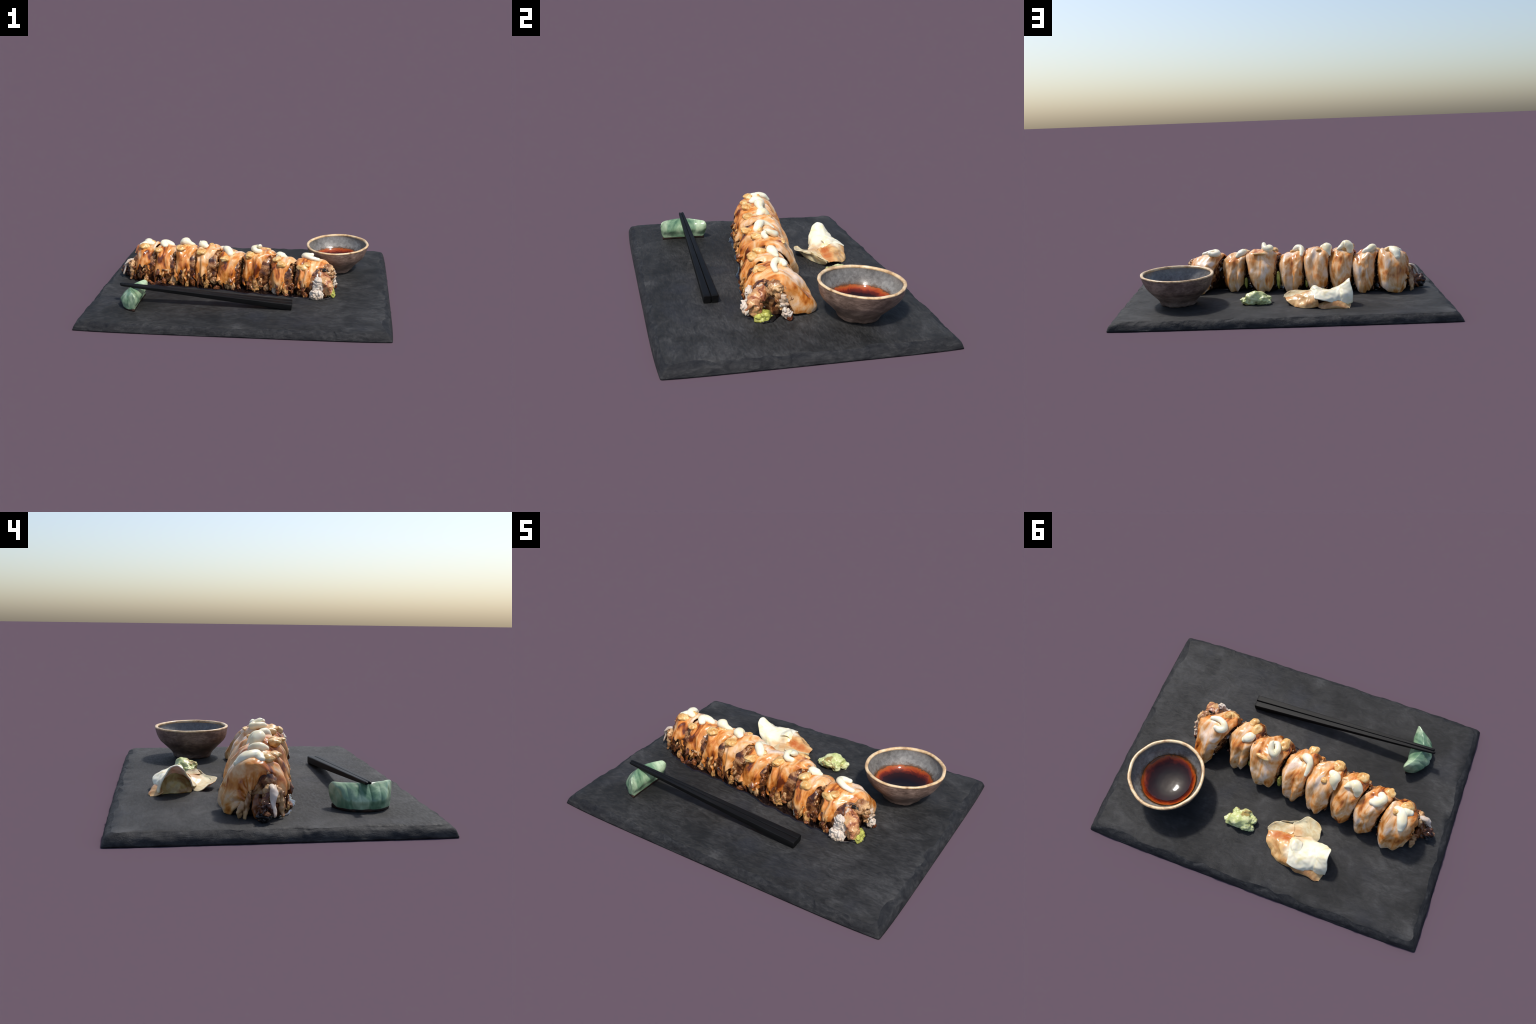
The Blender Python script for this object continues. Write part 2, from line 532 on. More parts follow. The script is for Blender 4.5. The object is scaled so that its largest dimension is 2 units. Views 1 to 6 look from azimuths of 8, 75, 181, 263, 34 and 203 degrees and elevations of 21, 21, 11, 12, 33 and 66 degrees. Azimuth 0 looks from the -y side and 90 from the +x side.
# ================================================================== slate plate
def build_plate():
    root = empty("slate_plate")
    label(root, "dark grey rectangular slate slab with rough chipped edges", "slate plate")
    rngp = np.random.default_rng(11)
    cor = np.array([(-0.991, -0.712), (0.990, -0.717), (0.986, 0.719), (-0.997, 0.724)])
    nrm = np.array([(0, -1), (1, 0), (0, 1), (-1, 0)], float)
    bow = [0.014, 0.009, 0.009, 0.004]          # the sides swell a little between the corners
    wid = [0.030, 0.034, 0.032, 0.034]          # width of the chipped bevel per side
    ns = [440, 320, 440, 320]
    length = [1.98, 1.436, 1.98, 1.436]
    widths = []
    for k in range(4):
        s = np.arange(ns[k]) / ns[k]
        arc = s * length[k]
        w = wid[k] * (1 + 0.20 * fbm(np.stack([arc * 5 + 31 * k, arc * 0, arc * 0], 1), 3))
        for _ in range(int(length[k] * 9)):     # shell-shaped chips bitten out of the upper edge
            c, h, d = rngp.uniform(0.05, length[k] - 0.05), rngp.uniform(0.03, 0.11), rngp.uniform(0.004, 0.017) * (1.6 if k == 1 else 0.85)
            w = np.maximum(w, w * 0.55 + d * np.sqrt(np.clip(1 - ((arc - c) / h) ** 2, 0, 1)) + wid[k] * 0.45)
        widths.append(w)
    prof = [(0.0, 0.0, 0.008), (0.05, 0.005, 0.009), (0.15, 0.015, 0.012), (0.30, 0.0255, 0.015), (0.48, 0.0335, 0.019), (0.66, 0.0385, 0.024), (0.84, 0.0420, 0.030), (1.0, 0.0452, 0.036), (1.10, 0.0468, 0.038)]
    rings = []
    for f, z, rnd in prof:
        ins = np.array(wid) * f
        c2 = cor.copy()
        for k in range(4):                       # corners of this ring
            c2[k] = cor[k] - nrm[k] * ins[k] - nrm[(k - 1) % 4] * ins[(k - 1) % 4]
        X, N = [], []
        for k in range(4):
            s = np.arange(ns[k]) / ns[k]
            q = np.abs(2 * s - 1)
            win = 1 - q ** 14
            off = bow[k] * (1 - q ** 6) - (widths[k] - wid[k]) * f * win
            X.append(c2[k] + (c2[(k + 1) % 4] - c2[k]) * s[:, None] + nrm[k] * off[:, None])
            N.append(np.repeat(nrm[k][None], ns[k], 0) * win[:, None])
        X, N = np.vstack(X), np.vstack(N)
        for k in range(4):                       # round this ring's corners
            a = -nrm[k] - nrm[(k - 1) % 4]
            c = c2[k] + a * rnd
            m = (((X - c) * a) < 0).all(1)
            v = X[m] - c
            L = np.linalg.norm(v, axis=1)[:, None]
            X[m] = np.where(L > rnd, c + v / np.maximum(L, 1e-9) * rnd, X[m])
        rough = fbm(np.stack([X[:, 0] * 12, X[:, 1] * 12, np.full(len(X), z * 40)], 1), 3)
        ledge = fbm(np.stack([X[:, 0] * 4, X[:, 1] * 4, np.full(len(X), z * 150)], 1), 2)
        if 0.03 < f < 0.95:
            X = X + N * (0.0030 * rough + 0.0018 * ledge)[:, None]
        zz = np.full(len(X), z) + (0.0 if z < 0.003 else 0.0045 * rough * (1 if f < 1.05 else 0.12))
        rings.append(np.column_stack([X, np.clip(zz, 0, 0.0475)]))
    n = len(rings[0])
    ne = len(rings) - 1                          # last ring of the chipped edge
    sm = []
    for k in range(4):                           # plain inner rectangle, clear of the chips
        a2 = cor[k] - nrm[k] * 0.075 - nrm[(k - 1) % 4] * 0.075
        b2 = cor[(k + 1) % 4] - nrm[(k + 1) % 4] * 0.075 - nrm[k] * 0.075
        sm.append(a2 + (b2 - a2) * (np.arange(ns[k]) / ns[k])[:, None])
    sm = np.vstack(sm)
    for f in (0.0, 0.04, 0.1, 0.18, 0.28, 0.40, 0.55, 0.7, 0.85, 0.95):
        X = sm * (1 - f)
        rings.append(np.column_stack([X, PZ + 0.0006 * fbm(np.column_stack([X * 9, np.zeros(n)]), 3)]))
    add("chipped_edge", np.vstack(rings[:ne]), grid_faces(ne, n, 0, True) + [tuple(range(n))[::-1]], M_edge, root)
    V = np.vstack(rings[ne - 1:])
    m_ = len(rings) - ne + 1
    b = (m_ - 1) * n
    F = grid_faces(m_, n, 0, True) + [tuple(b + i for i in range(n))]
    o = add("slab_face", V, F, M_slate, root)
    bm = bmesh.new(); bm.from_mesh(o.data)
    bmesh.ops.triangulate(bm, faces=[f for f in bm.faces if len(f.verts) > 8])
    bm.to_mesh(o.data); bm.free()
    o.data.polygons.foreach_set("use_smooth", [True] * len(o.data.polygons))
    return root


plate = build_plate()

# ================================================================== sushi pieces
# cross-section of the loaf: (y, z) from the front foot over the top to the back foot
PROFILE = [(-0.92, 0.0), (-0.99, 0.20), (-1.0, 0.42), (-0.92, 0.66), (-0.72, 0.86), (-0.44, 0.965), (-0.12, 1.0),
           (0.18, 0.97), (0.45, 0.875), (0.68, 0.72), (0.86, 0.53), (0.97, 0.34), (0.99, 0.16), (0.90, 0.0)]
_pc = spline(PROFILE, 400)
_len = np.concatenate([[0], np.cumsum(np.linalg.norm(np.diff(_pc, axis=0) * [0.17, 0.23], axis=1))])
_len /= _len[-1]


def profile(t):
    t = np.clip(t, -0.05, 1.05)
    y = np.interp(t, _len, _pc[:, 0])
    z = np.interp(t, _len, _pc[:, 1]) + np.where(t < 0, t * 2.0, 0) + np.where(t > 1, (1 - t) * 2.0, 0)
    return y, z


# k: name; c: centre; rot: turn; L: length along the roll; yf, yb: reach to front and back;
# zt: height; t0, t1: where the fish starts in front and ends behind; cut: how far its
# front corner is cut back at the +x end; tf, tb: tapering of front and back; tilt: higher end
PIECES = [
    dict(k="A", c=(0.492, -0.084), rot=-13, L=0.226, yf=0.152, yb=0.19, zt=0.218, t0=0.10, t1=1.0, cut=0.55, seed=1.0, folds=1.6, glaze=0.48, tf=0.5, tb=0.4, dome=0.2, tilt=-0.06),
    dict(k="B", c=(0.302, -0.072), rot=-13, L=0.146, yf=0.14, yb=0.152, zt=0.23, t0=0.07, t1=1.0, cut=0.3, seed=2.3, folds=1.5, glaze=0.51, tf=0.36, tb=0.3, dome=0.3, tilt=-0.04),
    dict(k="C", c=(0.126, -0.022), rot=-10, L=0.204, yf=0.136, yb=0.16, zt=0.258, t0=0.08, t1=1.0, cut=0.65, seed=3.9, folds=1.7, glaze=0.50, tf=0.36, tb=0.32, dome=0.3, tilt=0.03),
    dict(k="D", c=(-0.072, -0.002), rot=-12, L=0.16, yf=0.142, yb=0.166, zt=0.24, t0=0.07, t1=1.0, cut=0.2, seed=4.4, folds=1.8, glaze=0.47, tf=0.34, tb=0.28, dome=0.35, tilt=-0.04),
    dict(k="E", c=(-0.226, 0.020), rot=-11, L=0.166, yf=0.148, yb=0.164, zt=0.264, t0=0.09, t1=1.0, cut=0.65, seed=5.2, folds=1.6, glaze=0.52, tf=0.36, tb=0.25, dome=0.4, tilt=0.03),
    dict(k="F", c=(-0.376, 0.038), rot=-12, L=0.15, yf=0.146, yb=0.154, zt=0.26, t0=0.12, t1=1.0, cut=0.4, seed=6.7, folds=1.5, glaze=0.51, tf=0.36, tb=0.25, dome=0.4, tilt=0.02),
    dict(k="G", c=(-0.522, 0.062), rot=-13, L=0.145, yf=0.146, yb=0.156, zt=0.244, t0=0.10, t1=1.0, cut=0.25, seed=7.1, folds=1.5, glaze=0.50, tf=0.36, tb=0.22, dome=0.4, tilt=-0.03),
    dict(k="H", c=(-0.682, 0.099), rot=-14, L=0.178, yf=0.146, yb=0.152, zt=0.244, t0=0.18, t1=1.0, cut=0.1, seed=8.8, folds=1.7, glaze=0.48, tf=0.34, tb=0.22, dome=0.4, tilt=0.03),
]


# how far each piece reaches along the roll (towards -x and +x, in its own frame) at
# stops across it: foot of the front wall, front wall, front shoulder, top ..., back foot
STOPS = [0.0, 0.15, 0.27, 0.35, 0.45, 0.58, 0.70, 0.85, 1.0]
EDGES = dict(
    A=([-.085, -.090, -.075, -.112, -.108, -.094, -.074, -.056, -.052], [.010, .022, .026, .044, .084, .114, .112, .100, .088]),
    B=([-.082, -.082, -.072, -.096, -.096, -.084, -.070, -.070, -.064], [.042, .048, .040, .046, .058, .076, .082, .066, .040]),
    C=([-.098, -.102, -.084, -.110, -.106, -.094, -.086, -.086, -.080], [.014, .034, .040, .060, .088, .108, .106, .074, .036]),
    D=([-.080, -.080, -.064, -.080, -.078, -.072, -.070, -.070, -.066], [.060, .064, .060, .070, .080, .086, .088, .070, .048]),
    E=([-.090, -.090, -.070, -.100, -.096, -.086, -.078, -.074, -.066], [.004, .020, .032, .052, .068, .084, .086, .066, .038]),
    F=([-.084, -.084, -.070, -.086, -.086, -.080, -.074, -.070, -.064], [.044, .050, .044, .048, .058, .070, .076, .062, .038]),
    G=([-.084, -.084, -.070, -.090, -.090, -.082, -.070, -.066, -.060], [.044, .048, .036, .040, .048, .062, .074, .062, .042]),
    H=([-.080, -.080, -.055, -.086, -.090, -.090, -.090, -.086, -.076], [.052, .057, .050, .062, .068, .074, .078, .070, .050]),
)
_tt = np.linspace(0, 1, 201)
_ker = np.hanning(17) / np.hanning(17).sum()
EDGE_FN = {}
for _k, _e in EDGES.items():
    EDGE_FN[_k] = [np.convolve(np.pad(np.interp(_tt, STOPS, v), 8, mode="edge"), _ker, mode="valid") for v in _e]


def shell_point(d, t, s, lift=0.0, fold=True):
    """Point on the draped outside of a piece; t across, s (0..1) along the roll.
    s below 0 bends over the end of the piece like a curtain."""
    t, s = np.broadcast_arrays(np.asarray(t, float), np.asarray(s, float))

    def prof(t):
        y, z = profile(t)
        ye = np.sign(y) * np.sqrt(np.clip(1 - (np.maximum(z - 0.35, 0) / 0.655) ** 2, 0, 1))
        w = d["dome"] * smooth(0.35, 0.6, z) * (y < 0)
        return y + (ye - y) * w, z
    e = 0.006
    y, z = prof(t)
    y2, z2 = prof(t + e)
    y1, z1 = prof(t - e)
    wy = np.where(y < 0, d["yf"], d["yb"])
    Y, Z = y * wy, z * d["zt"]
    ty, tz = y2 * wy - y1 * wy, (z2 - z1) * d["zt"]
    ln = np.maximum(np.hypot(ty, tz), 1e-9)
    ny, nz = -tz / ln, ty / ln
    q = 2 * np.clip(s, 0, 1) - 1
    over = np.clip(-s, 0, 1)
    xa, xb = [np.interp(np.clip(t, 0, 1), _tt, v) for v in EDGE_FN[d["k"]]]
    if not fold:                                 # the rice inside is a plainer, boxier block
        w = 0.45 * smooth(0.5, 0.2, t) + 0.45
        L = d["L"] / 2
        ea, eb = (1.0, 0.84) if d["k"] == "A" else (1.12, 1.08)
        if d["k"] == "A":
            w = w - 0.35 * smooth(0.5, 0.7, t)
        xa, xb = xa + (-ea * L - xa) * w, xb + (eb * L - xb) * w
    X = xa + (xb - xa) * (q + 1) / 2
    off = lift - 0.016 * np.abs(q) ** 3.2
    if fold:
        sd = d["seed"] * 13.7
        ph = fbm(np.stack([t * 1.6 + sd, s * 0.6, 0 * t], -1), 2) * 0.8
        f = np.sin(2 * np.pi * (d["folds"] * s + ph))
        amp = 0.0085 * (0.45 + 0.55 * smooth(0.2, 0.8, np.abs(t - 0.42) * 2))
        off = off + amp * f
        off = off + 0.018 * fbm(np.stack([t * 4.8 + sd, s * 1.6, 0 * t + 3], -1), 2)
        off = off + 0.0045 * fbm(np.stack([t * 11 + sd, s * 4, 0 * t + 7], -1), 2)
    Y = Y + ny * off
    Z = Z + nz * off
    # seen from above each slice is bowed: its walls curve in towards its neighbours
    pb, pf = (0.44, 0.30) if d["k"] == "A" else (0.26, 0.20)
    Y = Y * np.where(y > 0, 1 - pb * np.abs(q + (0.15 if d["k"] == "A" else 0.0)) ** 2.4, 1 - (pf if fold else 0.06) * np.abs(q + 0.1) ** 2.6)
    Z = Z * (1 + d["tilt"] * q)
    sh = 1 - 0.95 * over                          # curtain over the end
    Zc = 0.25 * d["zt"]
    Y = Y * sh
    Z = Zc + (Z - Zc) * sh
    if fold:
        X = X - smooth(0.0, 0.3, over) * 0.006 * (np.sin(t * 46 + 3 * over) + fbm(np.stack([t * 14, over * 3, 0 * t], -1), 2))
    X = X - 0.009 * np.sin(np.minimum(over * 4, 1) * np.pi / 2) - 0.012 * over
    return np.stack([X, Y, Z], -1)


grain_v, grain_f = ball((0, 0, 0), (0.0155, 0.0068, 0.0064), amp=0.10, freq=1.2, sub=2)
grain_v = np.array(grain_v)


def grains(points, normals, rnd, size=1.0):
    parts = []
    for p, nrm in zip(points, normals):
        d = rnd.normal(size=3)
        d -= nrm * (d @ nrm) * 0.75
        d /= np.linalg.norm(d)
        u = np.cross(nrm, d); u /= max(np.linalg.norm(u), 1e-6)
        w = np.cross(d, u)
        sc = size * rnd.uniform(0.75, 1.2)
        v = grain_v * sc
        v = v.copy()
        v[:, 2] += (v[:, 0] / 0.0135) ** 2 * 0.002 * rnd.uniform(-1, 1)
        parts.append((v @ np.array([d, u, w]) + p, grain_f))
    return merge(parts)


def build_piece(d, idx):
    root = empty("sushi_piece", (d["c"][0], d["c"][1], PZ), math.radians(d["rot"]))
    label(root, "glazed salmon sushi roll piece topped with a squeeze of mayonnaise", "sushi")
    rnd = np.random.default_rng(100 + idx)
    sd = d["seed"] * 5.3
    # ---- draped salmon
    NT, NS = 120, 44
    T, S = np.meshgrid(np.linspace(0, 1, NT), np.linspace(0, 1, NS), indexing="ij")
    rag0 = 0.055 * fbm(np.stack([S * 3.5 + sd, S * 0, S * 0], -1), 3)
    rag1 = 0.030 * fbm(np.stack([S * 3.5 + sd, S * 0 + 5, S * 0], -1), 3)
    tip = 0.10 * (np.abs(2 * S - 1) ** 2)                       # the back hangs as a rounded tongue
    t0 = d["t0"] + rag0 + d["cut"] * 0.10 * S ** 2
    t1 = d["t1"] + rag1 - tip * (0.6 if d["k"] != "A" else 0.2)
    t = t0 + (np.minimum(t1, 1.0) - t0) * T
    xa = 0.0 + 0.05 * fbm(np.stack([t * 4 + sd, t * 0, t * 0 + 2], -1), 2)
    xb = 1.0 + 0.05 * fbm(np.stack([t * 4 + sd, t * 0 + 8, t * 0], -1), 2)
    if d["k"] == "H":                       # the end slice folds down over the end of the roll
        xa = xa - 0.62 * smooth(0.34, 0.50, t) * (1 + 0.35 * fbm(np.stack([t * 9, t * 0, t * 0 + 4], -1), 2)) - 0.12 * smooth(0.2, 0.35, t)
    s = xa + (xb - xa) * S
    P = shell_point(d, t, s)
    if d["k"] == "A":                       # back wing kicks outwards
        k = smooth(0.72, 1.0, t)
        P[..., 1] += 0.030 * k * k
    P[..., 2] = np.maximum(P[..., 2], 0.003)
    edge = np.minimum(np.minimum(T, 1 - T) * 16, np.minimum(S, 1 - S) * 6)
    tap = 0.55 + 0.45 * np.clip(edge, 0, 1)
    v, f = sheet(P[:, ::-1], 0.017, tap[:, ::-1])
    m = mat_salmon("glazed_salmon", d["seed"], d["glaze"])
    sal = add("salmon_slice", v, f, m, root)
    # ---- rice core
    n1, n2 = 70, 24
    T, S = np.meshgrid(np.linspace(0, 1, n1), np.linspace(0.04, 0.96, n2), indexing="ij")
    C = shell_point(d, T, S, lift=-0.024 - 0.012 * smooth(0.65, 1.0, T), fold=False)
    nz = fbm(np.stack([C[..., 0] * 28 + sd, C[..., 1] * 28, C[..., 2] * 28], -1), 3)
    cn = grid_normals(C)
    C = C + cn * (nz * 0.006)[..., None]
    C[..., 2] = np.maximum(C[..., 2], 0.001)
    V = list(C.reshape(-1, 3))
    F = grid_faces(n1, n2)
    for j in (0, n2 - 1):                    # rough cut faces
        loop = [i * n2 + j for i in range(n1)]
        cen = np.mean([V[i] for i in loop], axis=0)
        cen[2] = d["zt"] * 0.42
        sgn = 1 if j else -1
        prev = loop
        for r in (0.85, 0.68, 0.5, 0.3, 0.12):
            cur = []
            for i in loop:
                p = cen + (V[i] - cen) * r
                p[0] += sgn * 0.010 * fbm(np.array([p * 30 + sd]), 2)[0]
                cur.append(len(V)); V.append(p)
            for q in range(n1 - 1):
                F.append((prev[q], prev[q + 1], cur[q + 1], cur[q]))
            F.append((prev[-1], prev[0], cur[0], cur[-1]))
            prev = cur
        F.append(tuple(prev))
    F.append(tuple(i * n2 for i in range(n1)) + ()) if False else None
    core = add("rice", V, F, M_core, root)
    # ---- grains on the cut faces and on the exposed front
    def cap_points(n, end):
        out, nr = [], []
        for _ in range(n):
            tt, r = rnd.uniform(0.0, 1.0), math.sqrt(rnd.uniform(0.12, 1.0))
            p = shell_point(d, np.array(tt), np.array(0.93 if end > 0 else 0.07), -0.018, False)
            cen = np.array([p[0], 0.0, d["zt"] * 0.42])
            out.append(cen + (p - cen) * r); nr.append(np.array([end, 0, 0.0]))
        return out, nr
    def front_points(n):
        out, nr = [], []
        for _ in range(n):
            tt, ss = rnd.uniform(0.0, 0.18), rnd.uniform(0.1, 0.95)
            out.append(shell_point(d, np.array(tt), np.array(ss), -0.010, False)); nr.append(np.array([0, -1, 0.2]))
        return out, nr
    pa, na = cap_points(130 if d['k'] == 'A' else 70, 1)
    pb, nb = cap_points(26, -1)
    pc, nc = front_points(8)
    pts, nrs = pa + pb + pc, [x / np.linalg.norm(x) for x in na + nb + nc]
    groups = {0: ([], []), 1: ([], []), 2: ([], [])}
    for p, nr in zip(pts, nrs):
        h = p[2] / d["zt"]
        w = fbm(np.array([p * 14 + sd]), 2)[0]
        if d["k"] == "A":
            g = 0 if (p[1] < -0.06 and w > -0.35 and p[0] > 0.0) or w > 0.25 else 1
            if p[0] < 0.0 and w < 0.2:
                g = 1 if w > -0.2 else 2
        else:
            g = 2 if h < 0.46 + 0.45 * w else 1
        groups[g][0].append(p); groups[g][1].append(nr)
    for g, (mat, nm) in enumerate(((M_rice, "white_rice_grains"), (M_rice_t, "stained_rice_grains"), (M_rice_d, "dark_rice_grains"))):
        if groups[g][0]:
            v, f = grains(groups[g][0], groups[g][1], rnd)
            v = [np.array([a, b, max(c, 0.002)]) for a, b, c in v]
            o = add(nm, v, f, mat, root)
            o["kind"] = "stuff"
    for j in range(4):
        ss = (j + 0.5 + rnd.uniform(-0.4, 0.4)) / 4
        hang = rnd.uniform(0.25, 1.0)
        p0 = shell_point(d, np.array(d["t0"] + 0.07), np.array(ss), -0.010)
        p2 = shell_point(d, np.array(max(0.13 - 0.13 * hang, 0.0)), np.array(min(max(ss + rnd.uniform(-.12, .12), 0), 1)), 0.004)
        p1 = (p0 + p2) / 2 + np.array([rnd.uniform(-.008, .008), -rnd.uniform(0.002, 0.012), 0])
        if p0[2] - p2[2] < 0.015:
            continue
        p2[2] = max(p2[2], 0.006)
        w = rnd.uniform(0.008, 0.017)
        v, f = tube([p0, p1, p2], [w * 0.9, w, w * 0.55], 22, 12, 0.6, 0.007, sd + j)
        v = [np.array([a, b, max(c, 0.002)]) for a, b, c in v]
        add(*(("wrap_strip", v, f, m, root) if j % 3 == 0 else ("sauce_drip", v, f, M_rice_d, root) if j % 3 == 1 else ("tempura_strip", v, f, M_crisp, root)))
    d["root"] = root
    d["bvh"] = BVHTree.FromPolygons([tuple(x.co) for x in sal.data.vertices], [tuple(p.vertices) for p in sal.data.polygons])
    c, sn = math.cos(math.radians(d["rot"])), math.sin(math.radians(d["rot"]))
    d["inv"] = lambda x, y: ((x - d["c"][0]) * c + (y - d["c"][1]) * sn, -(x - d["c"][0]) * sn + (y - d["c"][1]) * c)
    return root


for i, d in enumerate(PIECES):
    build_piece(d, i)
BY = {d["k"]: d for d in PIECES}


def top_at(d, x, y):
    lx, ly = d["inv"](x, y)
    hit = d["bvh"].ray_cast(Vector((lx, ly, 0.6)), Vector((0, 0, -1)))
    return lx, ly, (hit[0].z if hit[0] is not None else d["zt"] * 0.9)


def squeeze(k, path, radii, squash=0.9, name="mayonnaise", mat=None, wob=0.002):
    """Mayonnaise strand: path of world (x, y, height above the fish)."""
    d = BY[k]
    pts = []
    for x, y, h in path:
        lx, ly, z = top_at(d, x, y)
        pts.append((lx, ly, z + h * 0.88 - 0.001))
    v, f = tube(pts, np.array(radii) * 1.22, 36, 18, squash, wob, d["seed"])
    return add(name, v, f, mat or M_mayo, d["root"])


# fresh white squeezes, one on each piece
squeeze("A", [(0.520, -0.094, 0.006), (0.480, -0.095, 0.014), (0.441, -0.078, 0.014), (0.425, -0.052, 0.012), (0.444, -0.034, 0.010), (0.474, -0.036, 0.010)],
        [0.011, 0.013, 0.015, 0.017, 0.016, 0.012])
squeeze("B", [(0.296, -0.034, 0.004), (0.276, -0.044, 0.014), (0.256, -0.056, 0.016), (0.246, -0.064, 0.006)], [0.014, 0.023, 0.023, 0.012], 0.8)
squeeze("C", [(0.122, -0.045, 0.006), (0.096, -0.050, 0.016), (0.078, -0.018, 0.018), (0.088, 0.012, 0.010), (0.112, 0.002, 0.014), (0.120, -0.030, 0.034), (0.116, -0.044, 0.044)],
        [0.013, 0.015, 0.016, 0.017, 0.016, 0.012, 0.005])
squeeze("D", [(-0.082, -0.046, 0.010), (-0.100, -0.030, 0.016), (-0.120, -0.004, 0.012), (-0.122, 0.028, 0.004), (-0.118, 0.058, 0.001)], [0.019, 0.021, 0.016, 0.012, 0.008])
squeeze("E", [(-0.262, 0.012, 0.006), (-0.282, 0.030, 0.012), (-0.286, 0.056, 0.008), (-0.296, 0.082, 0.002)], [0.018, 0.026, 0.022, 0.007], 0.8)
squeeze("F", [(-0.352, 0.058, 0.004), (-0.376, 0.044, 0.014), (-0.404, 0.042, 0.034), (-0.424, 0.060, 0.022), (-0.426, 0.074, 0.004)], [0.007, 0.016, 0.025, 0.024, 0.016], 0.85)
squeeze("G", [(-0.556, 0.036, 0.006), (-0.570, 0.060, 0.010), (-0.548, 0.084, 0.010), (-0.520, 0.086, 0.004)], [0.017, 0.022, 0.022, 0.016], 0.8)
squeeze("H", [(-0.660, 0.082, 0.004), (-0.686, 0.094, 0.010), (-0.700, 0.122, 0.010), (-0.708, 0.150, 0.006), (-0.712, 0.176, 0.002)], [0.016, 0.023, 0.024, 0.022, 0.014], 0.7)
squeeze("H", [(-0.690, 0.100, 0.008), (-0.714, 0.080, 0.006), (-0.736, 0.074, 0.002)], [0.019, 0.021, 0.015], 0.75)


def dab(k, x, y, radii, h=0.0, amp=0.25, seed=0.0, name="soaked_mayonnaise", mat=None, rot=(0, 0, 0), freq=1.5):
    d = BY[k]
    lx, ly, z = top_at(d, x, y)
    v, f = ball((lx, ly, z + h), np.array(radii) * [1.2, 1.2, 0.95], rot, amp * 0.8, 1.2, 4, seed + d["seed"], octaves=1)
    return add(name, v, f, mat or M_soak, d["root"])


def lump(k, x, y, z, radii, mat, name, amp=0.35, rot=(0, 0, 0), seed=0.0, freq=1.8, sub=4):
    """Free lump at a world position, kept above the slate."""
    d = BY[k]
    lx, ly = d["inv"](x, y)
    v, f = ball((lx, ly, z - PZ), radii, rot, amp, freq, sub, seed + d["seed"] * 3, octaves=3)
    v = [np.array([p[0], p[1], max(p[2], 0.0015)]) for p in v]
    return add(name, v, f, mat, d["root"])


# older squeezes, soaked by the sauce, on the front shoulder of each piece
dab("A", 0.420, -0.160, (0.032, 0.020, 0.022), 0.0, 0.35, 1)
dab("A", 0.447, -0.146, (0.020, 0.022, 0.016), 0.002, 0.3, 2)
dab("B", 0.248, -0.112, (0.024, 0.030, 0.020), 0.0, 0.35, 3)
dab("B", 0.278, -0.158, (0.025, 0.024, 0.024), 0.0, 0.30, 4)
dab("C", 0.056, -0.072, (0.024, 0.036, 0.022), 0.0, 0.30, 5)
dab("C", 0.149, 0.045, (0.034, 0.012, 0.010), 0.002, 0.2, 6)
dab("D", -0.110, -0.100, (0.024, 0.030, 0.020), 0.0, 0.45, 7)
dab("D", -0.072, -0.030, (0.020, 0.016, 0.016), 0.002, 0.3, 8)
dab("E", -0.280, -0.052, (0.030, 0.030, 0.022), 0.0, 0.30, 9)
dab("E", -0.228, 0.064, (0.016, 0.014, 0.013), 0.002, 0.3, 10)
dab("F", -0.432, -0.026, (0.030, 0.026, 0.022), 0.0, 0.30, 11)
dab("F", -0.400, 0.040, (0.030, 0.028, 0.022), 0.000, 0.3, 15)
dab("G", -0.598, -0.004, (0.026, 0.024, 0.018), 0.0, 0.35, 12)
dab("H", -0.712, 0.050, (0.030, 0.030, 0.024), 0.004, 0.30, 13)
dab("H", -0.664, 0.096, (0.020, 0.020, 0.020), 0.002, 0.30, 14)

# filling that shows at the open end of the first roll
def grainy(k, x, y, z, radii, mat, name, n, seed, rot=(0, 0, 0), size=1.0):
    """A clump of cooked rice: lumpy core with half-sunk grains all over it."""
    d = BY[k]
    lx, ly = d["inv"](x, y)
    rnd = np.random.default_rng(seed)
    v, f = ball((lx, ly, z - PZ), np.array(radii) * 1.05, rot, 0.28, 1.6, 4, seed * 1.7, octaves=2)
    cen = np.array([lx, ly, z - PZ])
    pick = rnd.choice(len(v), int(n * 0.7), replace=False)
    pts = [cen + (np.asarray(v[i]) - cen) * 0.91 for i in pick]
    nrs = [((p - cen) / np.asarray(radii) ** 2) for p in pts]
    nrs = [q / np.linalg.norm(q) for q in nrs]
    gv, gf = grains(pts, nrs, rnd, size * 1.1)
    v, f = merge([(v, f), (gv, gf)])
    v = [np.array([p[0], p[1], max(p[2], 0.0015)]) for p in v]
    o = add(name, v, f, mat, d["root"])
    o["kind"] = "stuff"
    return o


d = BY["A"]
loc = lambda x, y, z: (*d["inv"](x, y), z - PZ)
v, f = tube([loc(0.525, -0.130, 0.195), loc(0.560, -0.180, 0.170), loc(0.592, -0.222, 0.142), loc(0.614, -0.256, 0.120)], [0.030, 0.040, 0.030, 0.010], 40, 20, 0.8, 0.016, 3.0)
add("shrimp_tempura", v, f, M_shrimp, d["root"])
lump("A", 0.585, -0.205, 0.105, (0.034, 0.036, 0.045), M_shrimp, "shrimp_tempura", 0.4, (0, 0.3, 0.2), 9, 1.6)
lump("A", 0.604, -0.176, 0.070, (0.032, 0.044, 0.024), M_avo, "avocado_slice", 0.6, (0, 0.4, 0.3), 1, 1.6)
lump("A", 0.585, -0.165, 0.053, (0.062, 0.055, 0.009), M_nori, "nori_sheet", 0.3, (0, 0, 0), 2)
lump("A", 0.560, -0.140, 0.200, (0.045, 0.010, 0.030), M_nori, "nori_sheet", 0.3, (0.4, 0, 0.2), 2)
